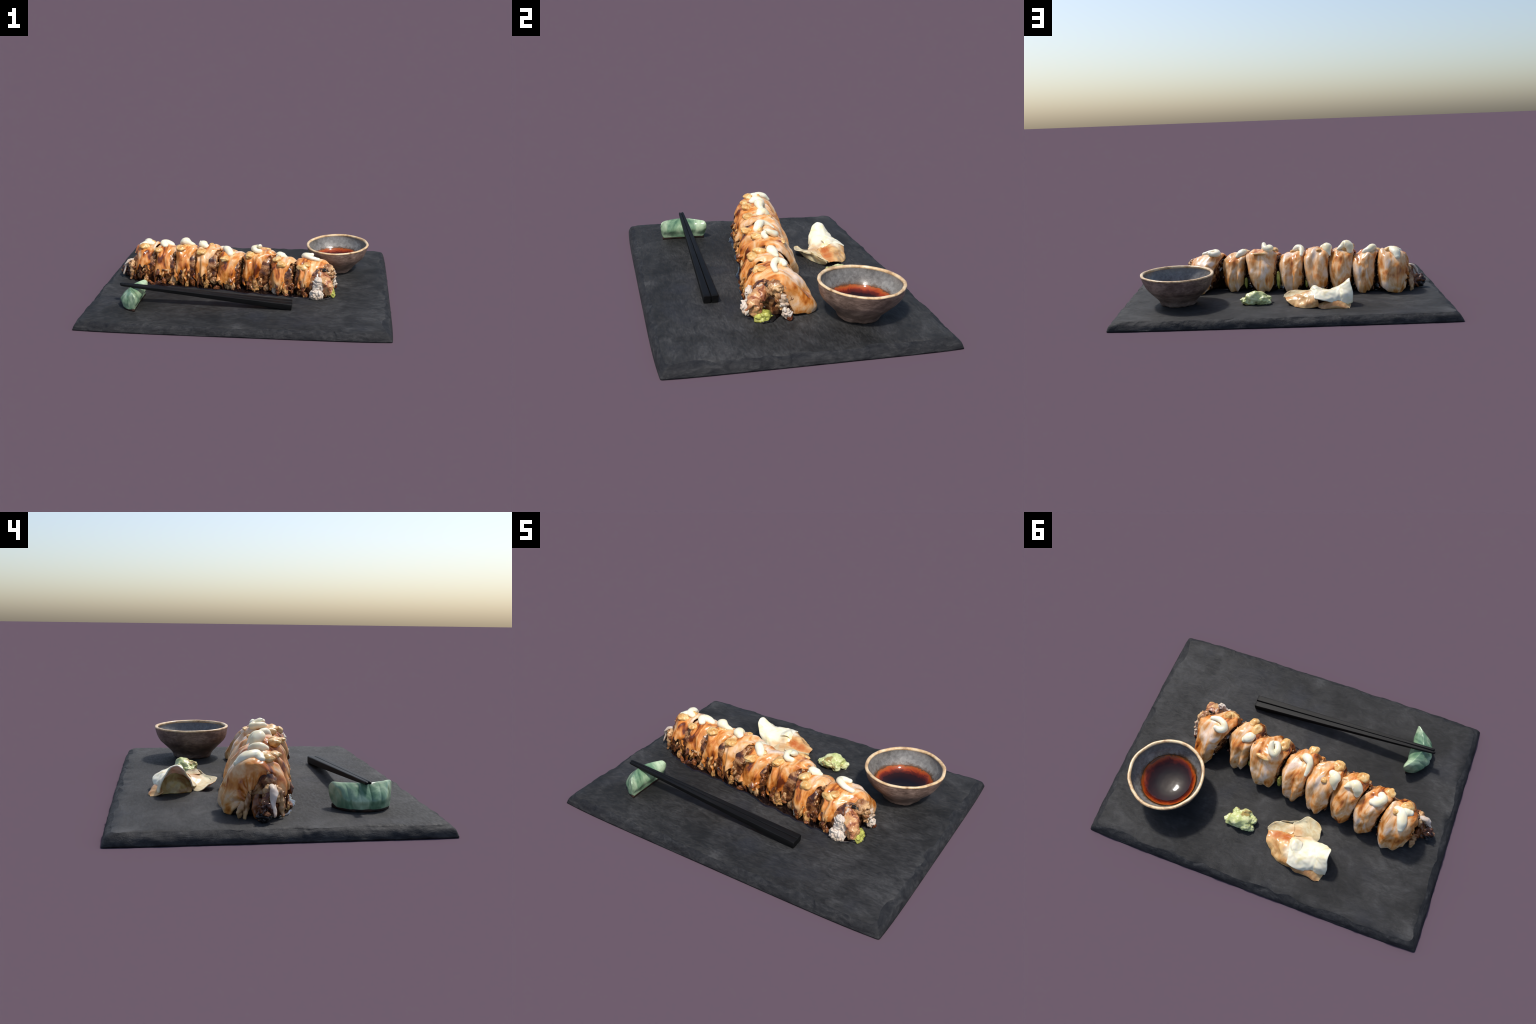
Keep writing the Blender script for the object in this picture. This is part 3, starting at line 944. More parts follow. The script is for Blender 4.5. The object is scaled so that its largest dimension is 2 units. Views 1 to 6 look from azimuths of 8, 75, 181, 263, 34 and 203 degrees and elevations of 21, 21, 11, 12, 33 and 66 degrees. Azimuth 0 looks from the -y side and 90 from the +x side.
grainy("A", 0.526, -0.222, 0.122, (0.032, 0.017, 0.078), M_rice, "rice_clump", 110, 21, (0.12, 0.0, 0.4))
grainy("A", 0.515, -0.240, 0.075, (0.040, 0.018, 0.036), M_rice, "rice_clump", 60, 22, (0.0, 0.0, 0.2))
grainy("A", 0.582, -0.110, 0.205, (0.034, 0.046, 0.034), M_rice_t, "stained_rice_clump", 70, 23)
grainy("A", 0.604, -0.088, 0.150, (0.022, 0.022, 0.050), M_rice_t, "stained_rice_clump", 50, 24, (0.3, 0.2, 0))
grainy("A", 0.614, -0.078, 0.150, (0.020, 0.018, 0.036), M_rice, "rice_clump", 30, 25, (0.3, 0.2, 0))
grainy("A", 0.622, -0.058, 0.085, (0.016, 0.018, 0.030), M_rice, "rice_clump", 30, 26, (0.5, 0.2, 0))
lump("A", 0.632, -0.046, 0.062, (0.013, 0.014, 0.016), M_crisp, "tempura_crumb", 0.4, (0, 0, 0), 7)
grainy("B", 0.236, -0.178, 0.070, (0.018, 0.014, 0.024), M_rice, "rice_clump", 16, 27)

def loc_of(k, x, y, z):
    return (*BY[k]["inv"](x, y), z - PZ)


# sauced crumbs, drips and rice clumps along the foot of the roll
FOOT = [
    ("A", 0.405, -0.200, 0.075, (0.018, 0.016, 0.030), "c"), ("A", 0.440, -0.222, 0.060, (0.018, 0.014, 0.020), "d"),
    ("B", 0.308, -0.200, 0.080, (0.022, 0.016, 0.038), "c"), ("B", 0.312, -0.212, 0.056, (0.018, 0.014, 0.012), "s"),
    ("B", 0.345, -0.180, 0.090, (0.020, 0.018, 0.040), "d"),
    ("C", 0.085, -0.150, 0.080, (0.038, 0.024, 0.028), "c"), ("C", 0.120, -0.135, 0.100, (0.026, 0.020, 0.036), "t"),
    ("C", 0.170, -0.140, 0.075, (0.020, 0.016, 0.030), "t"), ("C", 0.045, -0.125, 0.120, (0.014, 0.024, 0.036), "t"),
    ("D", -0.100, -0.132, 0.085, (0.026, 0.016, 0.040), "t"), ("D", -0.060, -0.138, 0.080, (0.020, 0.014, 0.034), "t"),
    ("D", -0.020, -0.125, 0.060, (0.022, 0.016, 0.014), "d"), ("E", -0.190, -0.120, 0.108, (0.024, 0.018, 0.024), "t"),
    ("E", -0.170, -0.140, 0.062, (0.026, 0.014, 0.014), "s"), ("E", -0.245, -0.125, 0.080, (0.018, 0.014, 0.034), "c"),
    ("E", -0.285, -0.110, 0.085, (0.014, 0.014, 0.036), "d"), ("F", -0.385, -0.112, 0.068, (0.013, 0.012, 0.026), "c"),
    ("F", -0.345, -0.100, 0.085, (0.018, 0.014, 0.030), "d"), ("F", -0.425, -0.095, 0.100, (0.024, 0.016, 0.032), "d"),
    ("G", -0.485, -0.072, 0.080, (0.030, 0.018, 0.036), "t"), ("G", -0.500, -0.085, 0.060, (0.026, 0.015, 0.014), "c"),
    ("G", -0.560, -0.070, 0.070, (0.022, 0.016, 0.026), "d"), ("G", -0.600, -0.078, 0.058, (0.040, 0.014, 0.013), "s"),
    ("H", -0.690, -0.052, 0.070, (0.020, 0.016, 0.022), "c"), ("H", -0.655, -0.070, 0.056, (0.030, 0.012, 0.012), "s"),
    ("H", -0.740, -0.025, 0.095, (0.020, 0.014, 0.026), "t"), ("H", -0.790, 0.000, 0.075, (0.018, 0.016, 0.030), "d"),
]
FM = dict(c=(M_crisp, "tempura_crumb"), d=(M_rice_d, "sauced_rice_clump"), r=(M_rice, "rice_clump"), t=(M_rice_t, "stained_rice_clump"), s=(M_rice_d, "sauce_drip"))
for i, (k, x, y, z, r, m) in enumerate(FOOT):
    r = (r[0] * 0.85, r[1] * 0.85, r[2] * 1.05)
    y += 0.008
    lump(k, x, y, z, r, FM[m][0], FM[m][1], 0.5, (rng.uniform(-.2, .2), rng.uniform(-.3, .3), rng.uniform(-.5, .5)), i * 1.3, 1.4)
# avocado showing in the gaps at the back
lump("C", 0.030, 0.085, 0.120, (0.012, 0.022, 0.055), M_avo, "avocado_slice", 0.3)
lump("D", -0.150, 0.105, 0.110, (0.010, 0.018, 0.040), M_avo, "avocado_slice", 0.3)
lump("B", 0.240, 0.030, 0.100, (0.010, 0.016, 0.035), M_avo, "avocado_slice", 0.3)
# frayed end of the last piece: dark filling, white rice
lump("H", -0.835, 0.062, 0.090, (0.062, 0.030, 0.034), M_rice_d, "filling_end", 0.5, (0, 0.35, -0.1), 4)
lump("H", -0.860, 0.075, 0.068, (0.040, 0.030, 0.020), M_nori, "nori_sheet", 0.4, (0, 0.2, 0), 5)
lump("H", -0.885, 0.070, 0.088, (0.020, 0.014, 0.010), M_shrimp, "shrimp_tempura", 0.4, (0, 0.2, 0), 6)
lump("H", -0.800, 0.040, 0.150, (0.030, 0.040, 0.040), M_rice_t, "stained_rice_clump", 0.4, (0, 0.3, 0), 9)

d = BY["H"]
for j, (x0, y0, z0, x1, y1, z1, w, mt) in enumerate([
        (-0.800, 0.135, 0.140, -0.808, 0.150, 0.056, 0.016, M_rice_t), (-0.806, 0.100, 0.140, -0.820, 0.105, 0.058, 0.016, M_rice_d),
        (-0.800, 0.000, 0.150, -0.812, -0.010, 0.060, 0.016, M_rice_t), (-0.815, 0.060, 0.150, -0.840, 0.075, 0.070, 0.016, M_crisp),
        (-0.815, 0.085, 0.120, -0.850, 0.095, 0.056, 0.015, M_rice_d), (-0.795, 0.160, 0.110, -0.795, 0.172, 0.054, 0.014, M_rice_t)]):
    a, b = np.array(loc_of("H", x0, y0, z0)), np.array(loc_of("H", x1, y1, z1))
    v, f = tube([a, (a + b) / 2 + [0.004 * (-1) ** j, 0.003, 0], b], [w, w * 1.1, w * 0.6], 24, 12, 0.7, 0.008, j * 3.1)
    add("frayed_strand", v, f, mt, d["root"])

v, f = tube([loc_of("H", -0.800, 0.040, 0.188), loc_of("H", -0.838, 0.034, 0.172), loc_of("H", -0.862, 0.040, 0.128), loc_of("H", -0.876, 0.034, 0.078)], [0.010, 0.017, 0.013, 0.009], 36, 14, 0.55, 0.005, 2.0)
add("rice_strand", v, f, M_rice, d["root"])


# ---- dark sauce that ran out on the slate
def build_puddle():
    n = 220
    axis_pts = [(0.63, -0.15), (0.45, -0.10), (0.25, -0.06), (0.0, -0.02), (-0.25, 0.01), (-0.45, 0.04), (-0.65, 0.06), (-0.80, 0.06)]
    C = spline(axis_pts, 90)
    up = 0.070 + 0.02 * fbm(np.stack([np.linspace(0, 9, 90), np.zeros(90), np.zeros(90)], 1), 3)
    dn = 0.146 + 0.032 * fbm(np.stack([np.linspace(0, 11, 90), np.ones(90) * 4, np.zeros(90)], 1), 3)
    e = np.sqrt(np.clip(1 - np.abs(np.linspace(-1, 1, 90)) ** 8, 0, 1)) + 0.02
    A = C + np.stack([0 * up, up * e], 1)
    B = C - np.stack([0 * dn, dn * e], 1)
    rows = []
    for w, z in ((0, 0.0002), (0.012, 0.004), (0.05, 0.0065), (0.2, 0.007), (0.5, 0.007), (0.8, 0.007), (0.95, 0.0065), (0.988, 0.004), (1, 0.0002)):
        p = A * (1 - w) + B * w
        rows.append(np.column_stack([p, np.full(90, PZ + z)]))
    V = np.vstack(rows)
    F = grid_faces(len(rows), 90)
    F += [tuple(i * 90 for i in range(len(rows))), tuple(i * 90 + 89 for i in range(len(rows)))]
    add("sauce_puddle", V, F, M_sauce, plate)


build_puddle()

# ================================================================== sauce bowl
def build_bowl():
    cx, cy = 0.637, 0.314
    root = empty("sauce_bowl", (cx, cy, PZ))
    label(root, "small brown ceramic dipping bowl filled with dark soy sauce", "bowl")
    n = 144
    a = np.linspace(0, 2 * np.pi, n, endpoint=False)

    def ring(r, z, wob=0.0, fz=0.0, seed=0.0):
        q = np.stack([np.cos(a) * 1.3 + seed, np.sin(a) * 1.3, np.full(n, z * 9)], 1)
        rr = r * (1 + wob * fbm(q, 3))
        h = (z - 0.0) / 0.184
        zz = z + fz * fbm(q * 2.4, 3) + h * r * (0.0153 * np.cos(a) - 0.012 * np.sin(a))
        return np.column_stack([rr * np.cos(a), rr * np.sin(a), zz])
    outer = [(0.088, 0.0), (0.103, 0.001), (0.109, 0.006), (0.113, 0.013), (0.115, 0.021), (0.119, 0.029), (0.127, 0.039), (0.140, 0.052), (0.157, 0.069), (0.175, 0.086),
             (0.190, 0.102), (0.200, 0.118), (0.208, 0.138), (0.2130, 0.158), (0.2160, 0.172), (0.2175, 0.181)]
    O = [ring(r, z, 0.05 if z < 0.03 else 0.028, 0.004 if 0.0005 < z < 0.03 else 0.0008, 1.0) for r, z in outer]
    O[0][:, 2] = np.maximum(O[0][:, 2], 0.0); O[1][:, 2] = np.maximum(O[1][:, 2], 0.0)
    inner = [(0.2045, 0.1835), (0.203, 0.176), (0.199, 0.160), (0.192, 0.140), (0.182, 0.122), (0.170, 0.106), (0.150, 0.080), (0.12, 0.055), (0.08, 0.036), (0.04, 0.028), (0.005, 0.026)]
    I = [ring(r, z, 0.026, 0.0006, 1.0) for r, z in inner]
    mid = [ring(0.2135, 0.1845, 0.02, 0.0006, 1.0), ring(0.2085, 0.1865, 0.02, 0.0006, 1.0)]
    V = np.vstack(O + I)
    F = [tuple(range(n))]
    slots = [0]
    fo = grid_faces(len(O), n, 0, True)
    fi = grid_faces(len(I), n, len(O) * n, True)
    F += fo + fi + [tuple((len(O) + len(I) - 1) * n + j for j in range(n))]
    slots += [0] * len(fo) + [1] * (len(fi) + 1)
    add("body", V, F, [mat_bowl(), mat_bowl_inside()], root, slots=slots)
    # lip: its own glazed bead joining outside and inside
    R = [O[-1], ring(0.2195, 0.1825, 0.028, 0.0008, 1.0), ring(0.2185, 0.1880, 0.028, 0.001, 1.0), ring(0.2145, 0.1905, 0.028, 0.0012, 1.0),
         ring(0.2070, 0.1905, 0.027, 0.001, 1.0), ring(0.2020, 0.1870, 0.026, 0.0008, 1.0), ring(0.2005, 0.1810, 0.026, 0.0008, 1.0), I[1]]
    add("rim", np.vstack(R), grid_faces(len(R), n, 0, True), mat_rim(), root)
    # soy sauce
    S = []
    for r, z in ((0.1600, 0.1000), (0.1555, 0.0940), (0.145, 0.0830), (0.128, 0.0710), (0.105, 0.0620), (0.075, 0.0560), (0.045, 0.0530), (0.01, 0.0520)):
        S.append(np.column_stack([r * np.cos(a), r * np.sin(a), np.full(n, z)]))
    V = np.vstack(S)
    F = grid_faces(len(S), n, 0, True) + [tuple((len(S) - 1) * n + j for j in range(n))]
    add("soy_sauce", V, F, mat_soy(), root)


build_bowl()

# ================================================================== chopstick rest
def build_rest():
    root = empty("chopstick_rest", (-0.66, -0.39, PZ))
    label(root, "pale green glazed crescent shaped ceramic chopstick rest", "chopstick rest")
    nv, nu = 140, 64
    y0, y1 = -0.536 + 0.39, -0.243 + 0.39
    rows = []
    for i in range(nv):
        u = i / (nv - 1)
        e = 2 * u - 1                                # -1 front tip, +1 back tip
        y = y0 + (y1 - y0) * u
        b = (1 - abs(e) ** 2.8)                      # fullness along the crescent
        rg = 0.040 - 0.068 * (1 - abs(e) ** 1.9)     # ridge x
        ztop = 0.114 + 0.004 * (1 - e * e) + 0.003 * e * -1
        xin_f = 0.024 - 0.004 * b                    # inner (plus x) foot
        xin_m = 0.044 - 0.009 * b
        xo_f = 0.020 - 0.104 * b ** 0.8              # outer foot
        xo_m = 0.030 - 0.122 * b ** 0.8              # outer belly
        xo_s = 0.036 - 0.098 * b ** 0.9
        foot = 0.012
        ctrl = [(xin_f, foot), (xin_f + 0.004, 0.03), (xin_m, 0.062), (0.6 * xin_m + 0.4 * rg + 0.004, 0.094), (rg + 0.007, ztop - 0.004), (rg - 0.002, ztop + 0.002),
                (0.55 * rg + 0.45 * xo_s, 0.60 * ztop + 0.40 * 0.098 + 0.001), (xo_s, 0.092), (xo_m, 0.054), (0.5 * (xo_m + xo_f), 0.030), (xo_f, foot)]
        c = spline(ctrl, nu)
        # carved leaf flutes over the outer belly
        w = np.linspace(0, 1, nu)
        m = smooth(0.50, 0.70, w) * smooth(1.0, 0.88, w)
        ph = y * 118 + 3.2 * w + 0.8 * math.sin(y * 20)
        fl = np.abs(np.sin(ph / 2.0)) ** 0.6
        c[:, 0] += m * 0.0085 * b ** 0.3 * (0.5 - fl)
        mi = smooth(0.05, 0.2, w) * smooth(0.42, 0.3, w)
        c[:, 0] += mi * 0.003 * np.sin(y * 60 + 2 * w)
        # blunt rounded tips that lean outwards over the foot
        sh = math.sqrt(max(1 - max(abs(e) - 0.86, 0) ** 2 / 0.14 ** 2 * 0.80, 0))
        cx, cz = c[:, 0].mean(), 0.075
        c = np.array([cx, cz]) + (c - [cx, cz]) * sh
        yy = y * (0.93 + 0.07 * np.clip(c[:, 1] / 0.1, 0, 1.1))
        rows.append(np.column_stack([c[:, 0], yy, c[:, 1]]))
    P = np.array(rows)
    # draw both tips to blunt points
    V = P.reshape(-1, 3)
    V = V + 0.0016 * np.stack([perlin(V * 30 + k * 7) for k in range(3)], 1)
    F = grid_faces(nv, nu)
    F += [tuple(range(nu)), tuple((nv - 1) * nu + j for j in range(nu)), ]
    F += [(i * nu, (i + 1) * nu, (i + 1) * nu + nu - 1, i * nu + nu - 1) for i in range(nv - 1)]
    add("glazed_body", V, F, mat_celadon(), root)
    # unglazed foot
    n = 60
    ring_o, ring_i = [], []
    for i in range(n):
        e = 2 * i / (n - 1) - 1
        y = (y0 + 0.015) + (y1 - y0 - 0.030) * i / (n - 1)
        b = 1 - abs(e) ** 2.8
        ring_o.append((0.020 - 0.102 * b ** 0.8 - 0.002, y)); ring_i.append((0.024 - 0.004 * b - 0.001, y))
    loop = ring_o + ring_i[::-1]
    m = len(loop)
    V, F = [], []
    jag = 0.004 * perlin(np.column_stack([np.array(loop) * 60, np.zeros(m)]))
    for k, z in ((1.0, 0.0), (1.01, 0.008), (1.0, 0.017)):
        for j, (x, y) in enumerate(loop):
            V.append((x * k, y * k, z + (jag[j] if z > 0.01 else 0)))
    F = grid_faces(3, m, 0, True) + [tuple(range(m)), tuple(2 * m + j for j in range(m))]
    add("foot", V, F, M_foot, root)


build_rest()

# ================================================================== chopsticks
def build_chopstick(butt, tip, seed):
    d = Vector(tip) - Vector(butt)
    L = d.length
    o_mat = M_wood
    w0, w1, h0, h1 = 0.0385, 0.0162, 0.043, 0.0160
    stations = [(0.0, 0.90), (0.004, 1.0), (0.3, None), (0.6, None), (0.8, None), (0.93, None), (0.985, None), (0.996, 0.86), (1.0, 0.55)]
    V, F = [], []
    seg = 32
    fx = []
    for u in np.concatenate([[0, 0.003], np.linspace(0.02, 0.985, 24), [0.992, 0.997, 1.0]]):
        k = 0.93 if u == 0 else 1.0
        if u > 0.985:
            k = {0.992: 0.93, 0.997: 0.78}.get(round(float(u), 3), 0.5)
        w = (w0 + (w1 - w0) * u) / 2 * k
        h = (h0 + (h1 - h0) * u) / 2 * k
        ex = 9 - 6.6 * smooth(0.75, 1.0, u)            # squared butt, rounded tip
        for j in range(seg):
            a = 2 * math.pi * (j + 0.5) / seg
            ca, sa = math.cos(a), math.sin(a)
            r = (abs(ca) ** ex + abs(sa) ** ex) ** (-1 / ex)
            V.append((u * L, w * r * ca, h * r * sa))
        fx.append(u)
    F = grid_faces(len(fx), seg, 0, True) + [tuple(range(seg)), tuple((len(fx) - 1) * seg + j for j in range(seg))]
    o = add("chopstick", V, F, o_mat)
    o.data.shade_smooth() if hasattr(o.data, "shade_smooth") else None
    for p in o.data.polygons:
        p.use_smooth = True
    o.data.set_sharp_from_angle(angle=math.radians(38)) if hasattr(o.data, "set_sharp_from_angle") else None
    x = d.normalized()
    y = Vector((0, 0, 1)).cross(x).normalized()
    z = x.cross(y)
    M = Matrix((x, y, z)).transposed().to_4x4()
    M.translation = Vector(butt)
    o.matrix_world = M
    label(o, "slender black square tapered wooden chopstick", "chopstick")
    return o


M_wood = mat_lacquer()
build_chopstick((0.367, -0.4085, 0.0690), (-0.758, -0.3955, 0.1805), 1)
build_chopstick((0.365, -0.3670, 0.0690), (-0.765, -0.3790, 0.1805), 2)

# ================================================================== wasabi
def build_wasabi():
    root_parts = [
        ball((0.165, 0.378, 0.045), (0.062, 0.045, 0.042), (0, 0, 0.2), 0.16, 1.5, 4, 1.0),
        ball((0.222, 0.385, 0.024), (0.034, 0.030, 0.024), (0, 0, 0.3), 0.3, 1.7, 4, 2.0),
        ball((0.150, 0.335, 0.040), (0.045, 0.026, 0.030), (0.3, 0, 0.3), 0.35, 1.7, 4, 3.0),
        ball((0.200, 0.335, 0.030), (0.026, 0.024, 0.032), (0, 0.2, 0), 0.35, 1.7, 4, 4.0),
        ball((0.100, 0.350, 0.028), (0.026, 0.026, 0.024), (0, 0, 0), 0.35, 1.7, 4, 5.0),
        ball((0.095, 0.395, 0.016), (0.022, 0.020, 0.018), (0, 0, 0), 0.35, 1.7, 4, 6.0),
        ball((0.140, 0.395, 0.034), (0.046, 0.028, 0.034), (0.0, 0, -0.3), 0.28, 1.7, 4, 7.0),
        ball((0.205, 0.400, 0.020), (0.040, 0.018, 0.022), (0.0, 0, -0.2), 0.3, 1.7, 4, 8.0),
    ]
    V, F = merge(root_parts)
    cx, cy = 0.165, 0.37
    V = [np.array([p[0] - cx, p[1] - cy, max(p[2] * 0.9, 0.0)]) for p in V]
    o = add("wasabi", V, F, mat_wasabi())
    o.location = (cx, cy, PZ)
    bpy.context.view_layer.objects.active = o
    r = o.modifiers.new("fuse", "REMESH"); r.mode = "VOXEL"; r.voxel_size = 0.0022
    s = o.modifiers.new("soften", "SMOOTH"); s.iterations = 6; s.factor = 0.5
    dg = bpy.context.evaluated_depsgraph_get()
    me = bpy.data.meshes.new_from_object(o.evaluated_get(dg))
    o.modifiers.clear()
    o.data = me
    n = len(me.vertices)
    co = np.empty(n * 3); me.vertices.foreach_get("co", co); co = co.reshape(-1, 3)
    nr = np.empty(n * 3); me.vertices.foreach_get("normal", nr); nr = nr.reshape(-1, 3)
    q = fbm(co * 15, 2)
    co = co + nr * (0.004 * (0.4 - np.abs(q)) + 0.0006 * fbm(co * 90, 2))[:, None]
    co[:, 2] = np.maximum(co[:, 2], 0.0)
    me.vertices.foreach_set("co", co.ravel())
    me.polygons.foreach_set("use_smooth", [True] * len(me.polygons))
    me.update()
    label(o, "small lumpy mound of pale green wasabi paste", "wasabi")


build_wasabi()

# ================================================================== pickled ginger
def surface(ctrl, nu=64, nv=64, rnd=0.45):
    """Soft surface through a small grid of control points, its corners rounded off."""
    G = np.array(ctrl, float)
    G0 = G
    for _ in range(2):                           # relax inner points for a fleshy sheet
        A = np.array(G)
        A[1:-1] = 0.5 * G[1:-1] + 0.25 * (G[:-2] + G[2:])
        B = np.array(A)
        B[:, 1:-1] = 0.5 * A[:, 1:-1] + 0.25 * (A[:, :-2] + A[:, 2:])
        G = B + 0.55 * (G0 - B)
    A = np.stack([spline(G[:, j], nu) for j in range(G.shape[1])], 1)
    P = np.stack([spline(A[i], nv) for i in range(nu)], 0)
    u, v = np.meshgrid(np.linspace(-1, 1, nu), np.linspace(-1, 1, nv), indexing="ij")
    a, b = u * np.sqrt(1 - rnd * v * v / 2), v * np.sqrt(1 - rnd * u * u / 2)
    a, b = (a + 1) / 2 * (nu - 1), (b + 1) / 2 * (nv - 1)
    i, j = np.clip(a.astype(int), 0, nu - 2), np.clip(b.astype(int), 0, nv - 2)
    a, b = (a - i)[..., None], (b - j)[..., None]
    return (P[i, j] * (1 - a) + P[i + 1, j] * a) * (1 - b) + (P[i, j + 1] * (1 - a) + P[i + 1, j + 1] * a) * b


def build_ginger():
    ox, oy = -0.22, 0.42
    root = empty("pickled_ginger", (ox, oy, 0))
    label(root, "folded slices of pale pickled ginger stained by sauce", "pickled ginger")
    L = lambda p: (p[0] - ox, p[1] - oy, p[2])
    cream, pale, tan = (0.88, 0.81, 0.62), (0.72, 0.60, 0.38), (0.52, 0.235, 0.065)
    stain = (0.40, 0.10, 0.02)

    def slice_(name, ctrl, mat, thick=0.006, amp=0.0025, seed=0.0, rnd=0.45):
        P = surface(ctrl, rnd=rnd) - np.array([ox, oy, 0])
        n = grid_normals(P)
        wave = np.stack([perlin(P * 13 + seed + 5.3 * k) for k in range(3)], -1)
        P = P + wave * [0.014, 0.014, 0.005] + n * (amp * fbm(P * 22 + seed, 2))[..., None]
        P[..., 2] = np.maximum(P[..., 2], PZ + 0.001)
        v, f = sheet(P, thick, mid=4)
        v = [np.array([a, b, max(c, PZ + 0.0005)]) for a, b, c in v]
        return add(name, v, f, mat, root)

    m_white = mat_ginger("ginger_cream", cream, (0.80, 0.68, 0.36), stain,
                         [(L((-0.20, 0.36, 0.10)), 0.015, 0.055, 0.7, (0.62, 0.36, 0.15)), (L((-0.25, 0.345, 0.08)), 0.01, 0.045, 0.6, (0.62, 0.36, 0.15))], 0.28, 0.5, 1)
    slice_("ginger_slice", [
        [(-0.330, 0.345, 0.060), (-0.378, 0.368, 0.158), (-0.392, 0.405, 0.192), (-0.394, 0.445, 0.196), (-0.404, 0.488, 0.158), (-0.416, 0.508, 0.044)],
        [(-0.276, 0.325, 0.058), (-0.322, 0.378, 0.140), (-0.340, 0.415, 0.164), (-0.348, 0.455, 0.164), (-0.356, 0.495, 0.120), (-0.365, 0.520, 0.060)],
        [(-0.238, 0.328, 0.074), (-0.265, 0.390, 0.128), (-0.280, 0.425, 0.134), (-0.295, 0.460, 0.132), (-0.312, 0.500, 0.110), (-0.305, 0.525, 0.072)],
        [(-0.206, 0.334, 0.084), (-0.220, 0.395, 0.128), (-0.228, 0.430, 0.140), (-0.240, 0.470, 0.142), (-0.255, 0.510, 0.132), (-0.250, 0.538, 0.090)],
        [(-0.174, 0.342, 0.092), (-0.186, 0.400, 0.136), (-0.194, 0.434, 0.156), (-0.200, 0.472, 0.140), (-0.208, 0.515, 0.128), (-0.206, 0.543, 0.108)],
        [(-0.148, 0.350, 0.092), (-0.160, 0.402, 0.126), (-0.166, 0.434, 0.142), (-0.172, 0.470, 0.130), (-0.176, 0.505, 0.120), (-0.180, 0.533, 0.106)],
    ], m_white, 0.007, 0.0050, 1.0, 0.34)
    # small curled flap on top of the fold
    slice_("ginger_slice", [
        [(-0.150, 0.392, 0.120), (-0.172, 0.398, 0.150), (-0.196, 0.396, 0.150), (-0.222, 0.392, 0.130)],
        [(-0.152, 0.410, 0.130), (-0.176, 0.412, 0.162), (-0.200, 0.414, 0.162), (-0.228, 0.410, 0.138)],
        [(-0.158, 0.432, 0.134), (-0.180, 0.436, 0.160), (-0.206, 0.438, 0.158), (-0.232, 0.436, 0.136)],
        [(-0.166, 0.456, 0.130), (-0.188, 0.462, 0.142), (-0.212, 0.464, 0.140), (-0.236, 0.460, 0.130)],
    ], m_white, 0.006, 0.004, 2.0)
    m_tan = mat_ginger("ginger_sauce_stained", (0.72, 0.45, 0.19), tan, stain,
                       [(L((-0.07, 0.386, 0.095)), 0.012, 0.050, 1.1, (0.44, 0.10, 0.014)), (L((-0.125, 0.385, 0.115)), 0.012, 0.046, 1.1, (0.44, 0.10, 0.014)), (L((-0.025, 0.395, 0.08)), 0.008, 0.035, 0.8, (0.50, 0.16, 0.03)),
                        (L((-0.178, 0.47, 0.135)), 0.015, 0.06, 0.9, cream)], 0.40, 0.6, 2)
    slice_("ginger_slice", [
        [(-0.170, 0.345, 0.090), (-0.178, 0.400, 0.134), (-0.178, 0.440, 0.146), (-0.185, 0.490, 0.128), (-0.205, 0.536, 0.104), (-0.222, 0.536, 0.052)],
        [(-0.124, 0.340, 0.082), (-0.128, 0.392, 0.112), (-0.124, 0.432, 0.124), (-0.134, 0.476, 0.112), (-0.155, 0.520, 0.084), (-0.172, 0.532, 0.050)],
        [(-0.090, 0.342, 0.078), (-0.094, 0.386, 0.098), (-0.090, 0.424, 0.112), (-0.098, 0.466, 0.100), (-0.115, 0.506, 0.070), (-0.128, 0.520, 0.050)],
        [(-0.045, 0.358, 0.072), (-0.050, 0.384, 0.086), (-0.050, 0.418, 0.094), (-0.060, 0.452, 0.080), (-0.076, 0.482, 0.062), (-0.088, 0.498, 0.050)],
        [(-0.004, 0.368, 0.076), (-0.014, 0.386, 0.078), (-0.020, 0.414, 0.076), (-0.030, 0.442, 0.068), (-0.046, 0.464, 0.056), (-0.058, 0.476, 0.049)],
    ], m_tan, 0.006, 0.0055, 3.0, 0.3)
    m_pale = mat_ginger("ginger_pale", (0.76, 0.66, 0.43), (0.62, 0.44, 0.20), stain, [(L((-0.17, 0.345, 0.10)), 0.02, 0.07, 0.7, (0.55, 0.24, 0.07))], 0.36, 0.56, 3)
    # thin slice lying towards the roll
    slice_("ginger_slice", [
        [(-0.125, 0.300, 0.096), (-0.205, 0.222, 0.098), (-0.252, 0.228, 0.088), (-0.299, 0.258, 0.088)],
        [(-0.135, 0.318, 0.092), (-0.200, 0.262, 0.082), (-0.247, 0.268, 0.068), (-0.300, 0.288, 0.056)],
        [(-0.145, 0.336, 0.100), (-0.195, 0.305, 0.092), (-0.242, 0.305, 0.072), (-0.298, 0.322, 0.049)],
        [(-0.160, 0.362, 0.112), (-0.195, 0.352, 0.110), (-0.236, 0.345, 0.082), (-0.296, 0.352, 0.048)],
    ], m_pale, 0.004, 0.002, 4.0)
    # its skirt down to the slate
    slice_("ginger_slice", [
        [(0.002, 0.362, 0.092), (-0.030, 0.335, 0.104), (-0.070, 0.312, 0.108), (-0.110, 0.298, 0.100), (-0.160, 0.268, 0.094), (-0.205, 0.232, 0.092)],
        [(0.000, 0.366, 0.080), (-0.034, 0.342, 0.080), (-0.074, 0.316, 0.086), (-0.112, 0.310, 0.078), (-0.160, 0.290, 0.074), (-0.205, 0.262, 0.072)],
        [(-0.010, 0.372, 0.066), (-0.040, 0.346, 0.054), (-0.080, 0.322, 0.054), (-0.114, 0.306, 0.052), (-0.160, 0.296, 0.050), (-0.205, 0.285, 0.050)],
    ], m_pale, 0.004, 0.002, 5.0)
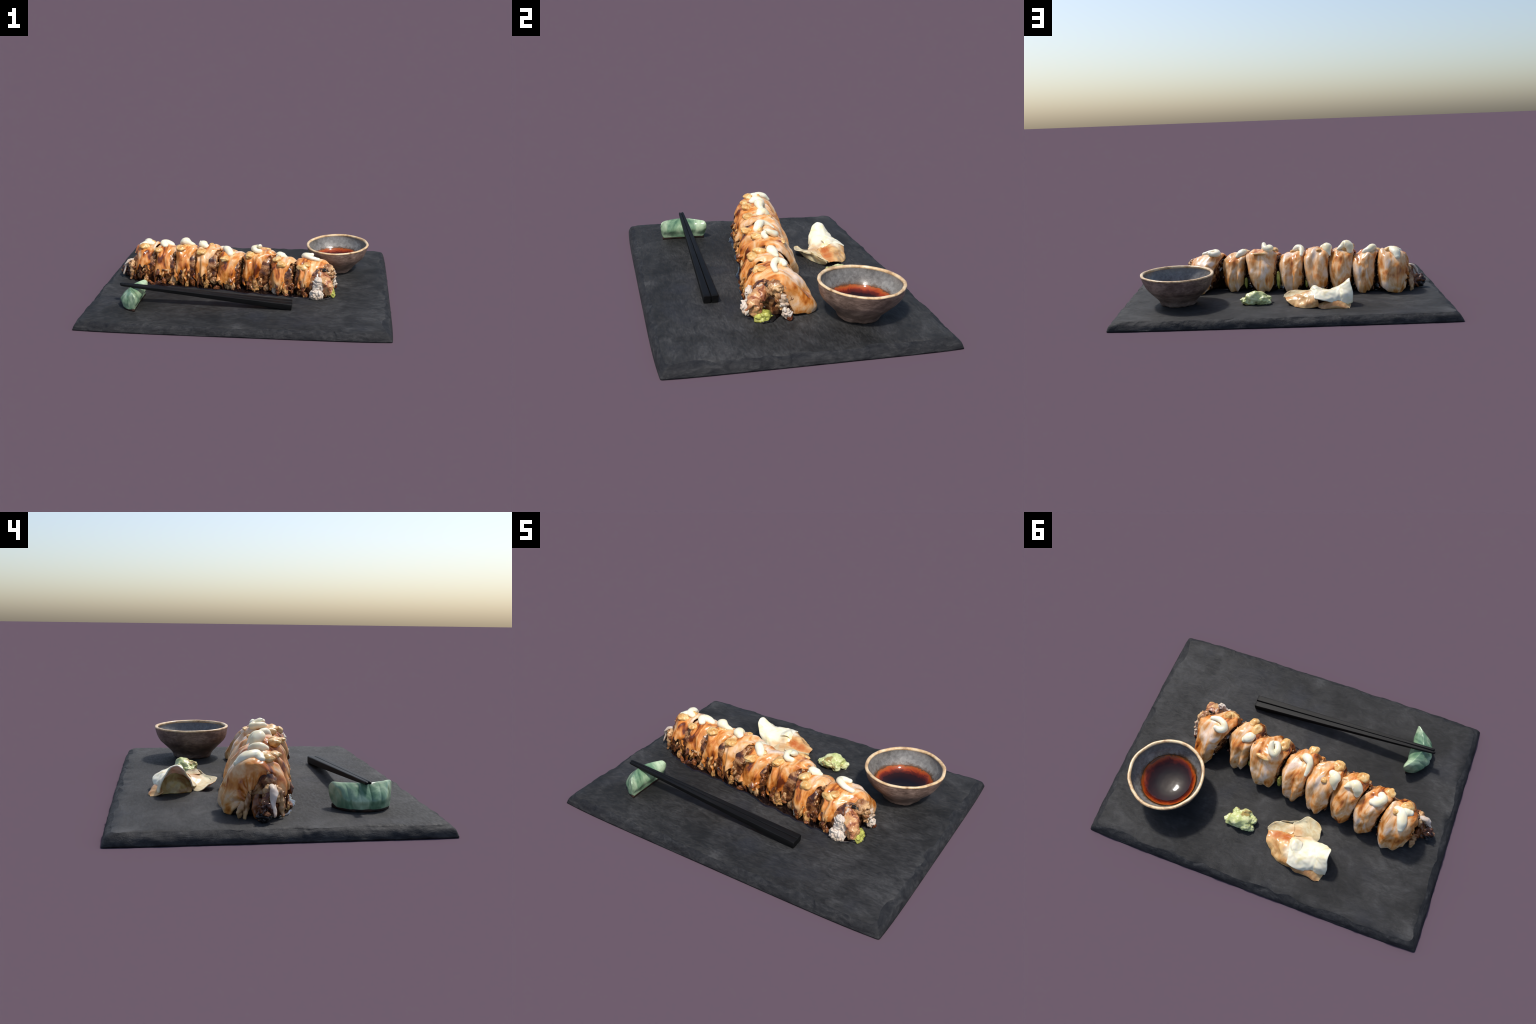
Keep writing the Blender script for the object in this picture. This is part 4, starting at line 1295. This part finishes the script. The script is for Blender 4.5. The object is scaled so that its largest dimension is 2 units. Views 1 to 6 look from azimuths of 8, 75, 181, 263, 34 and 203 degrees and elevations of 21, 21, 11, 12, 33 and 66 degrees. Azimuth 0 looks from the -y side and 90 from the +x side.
    # left flap bridging skirt and stained slice
    slice_("ginger_slice", [
        [(0.004, 0.360, 0.092), (-0.030, 0.334, 0.105), (-0.070, 0.311, 0.109), (-0.115, 0.298, 0.102), (-0.150, 0.300, 0.100)],
        [(0.000, 0.366, 0.082), (-0.034, 0.350, 0.088), (-0.074, 0.340, 0.092), (-0.118, 0.334, 0.096), (-0.155, 0.335, 0.102)],
        [(-0.004, 0.376, 0.076), (-0.040, 0.368, 0.078), (-0.080, 0.364, 0.084), (-0.122, 0.362, 0.094), (-0.160, 0.364, 0.104)],
    ], m_pale, 0.004, 0.0015, 6.0)
    # the fold closes inwards under the raised petal
    m_in = mat_ginger("ginger_inner_fold", (0.62, 0.48, 0.20), (0.30, 0.13, 0.03), stain, [], 0.36, 0.62, 5)
    slice_("ginger_slice", [
        [(-0.308, 0.345, 0.075), (-0.323, 0.380, 0.125), (-0.330, 0.425, 0.156), (-0.338, 0.470, 0.140), (-0.348, 0.500, 0.080)],
        [(-0.303, 0.350, 0.062), (-0.313, 0.385, 0.090), (-0.316, 0.425, 0.105), (-0.328, 0.470, 0.095), (-0.344, 0.500, 0.065)],
        [(-0.303, 0.355, 0.048), (-0.316, 0.385, 0.049), (-0.323, 0.425, 0.049), (-0.333, 0.470, 0.049), (-0.346, 0.500, 0.048)],
    ], m_in, 0.005, 0.004, 8.0, 0.1)
    # chunk at the foot
    m_low = mat_ginger("ginger_low", (0.68, 0.44, 0.20), (0.46, 0.22, 0.08), stain, [], 0.4, 0.6, 4)
    slice_("ginger_slice", [
        [(-0.185, 0.515, 0.070), (-0.280, 0.505, 0.092), (-0.345, 0.505, 0.090), (-0.395, 0.492, 0.070)],
        [(-0.185, 0.528, 0.068), (-0.280, 0.528, 0.084), (-0.345, 0.528, 0.080), (-0.395, 0.518, 0.064)],
        [(-0.200, 0.540, 0.052), (-0.280, 0.552, 0.060), (-0.340, 0.556, 0.060), (-0.380, 0.550, 0.052)],
        [(-0.205, 0.541, 0.047), (-0.280, 0.550, 0.048), (-0.340, 0.555, 0.048), (-0.378, 0.549, 0.047)],
    ], m_low, 0.006, 0.004, 7.0)


build_ginger()
bpy.context.view_layer.update()
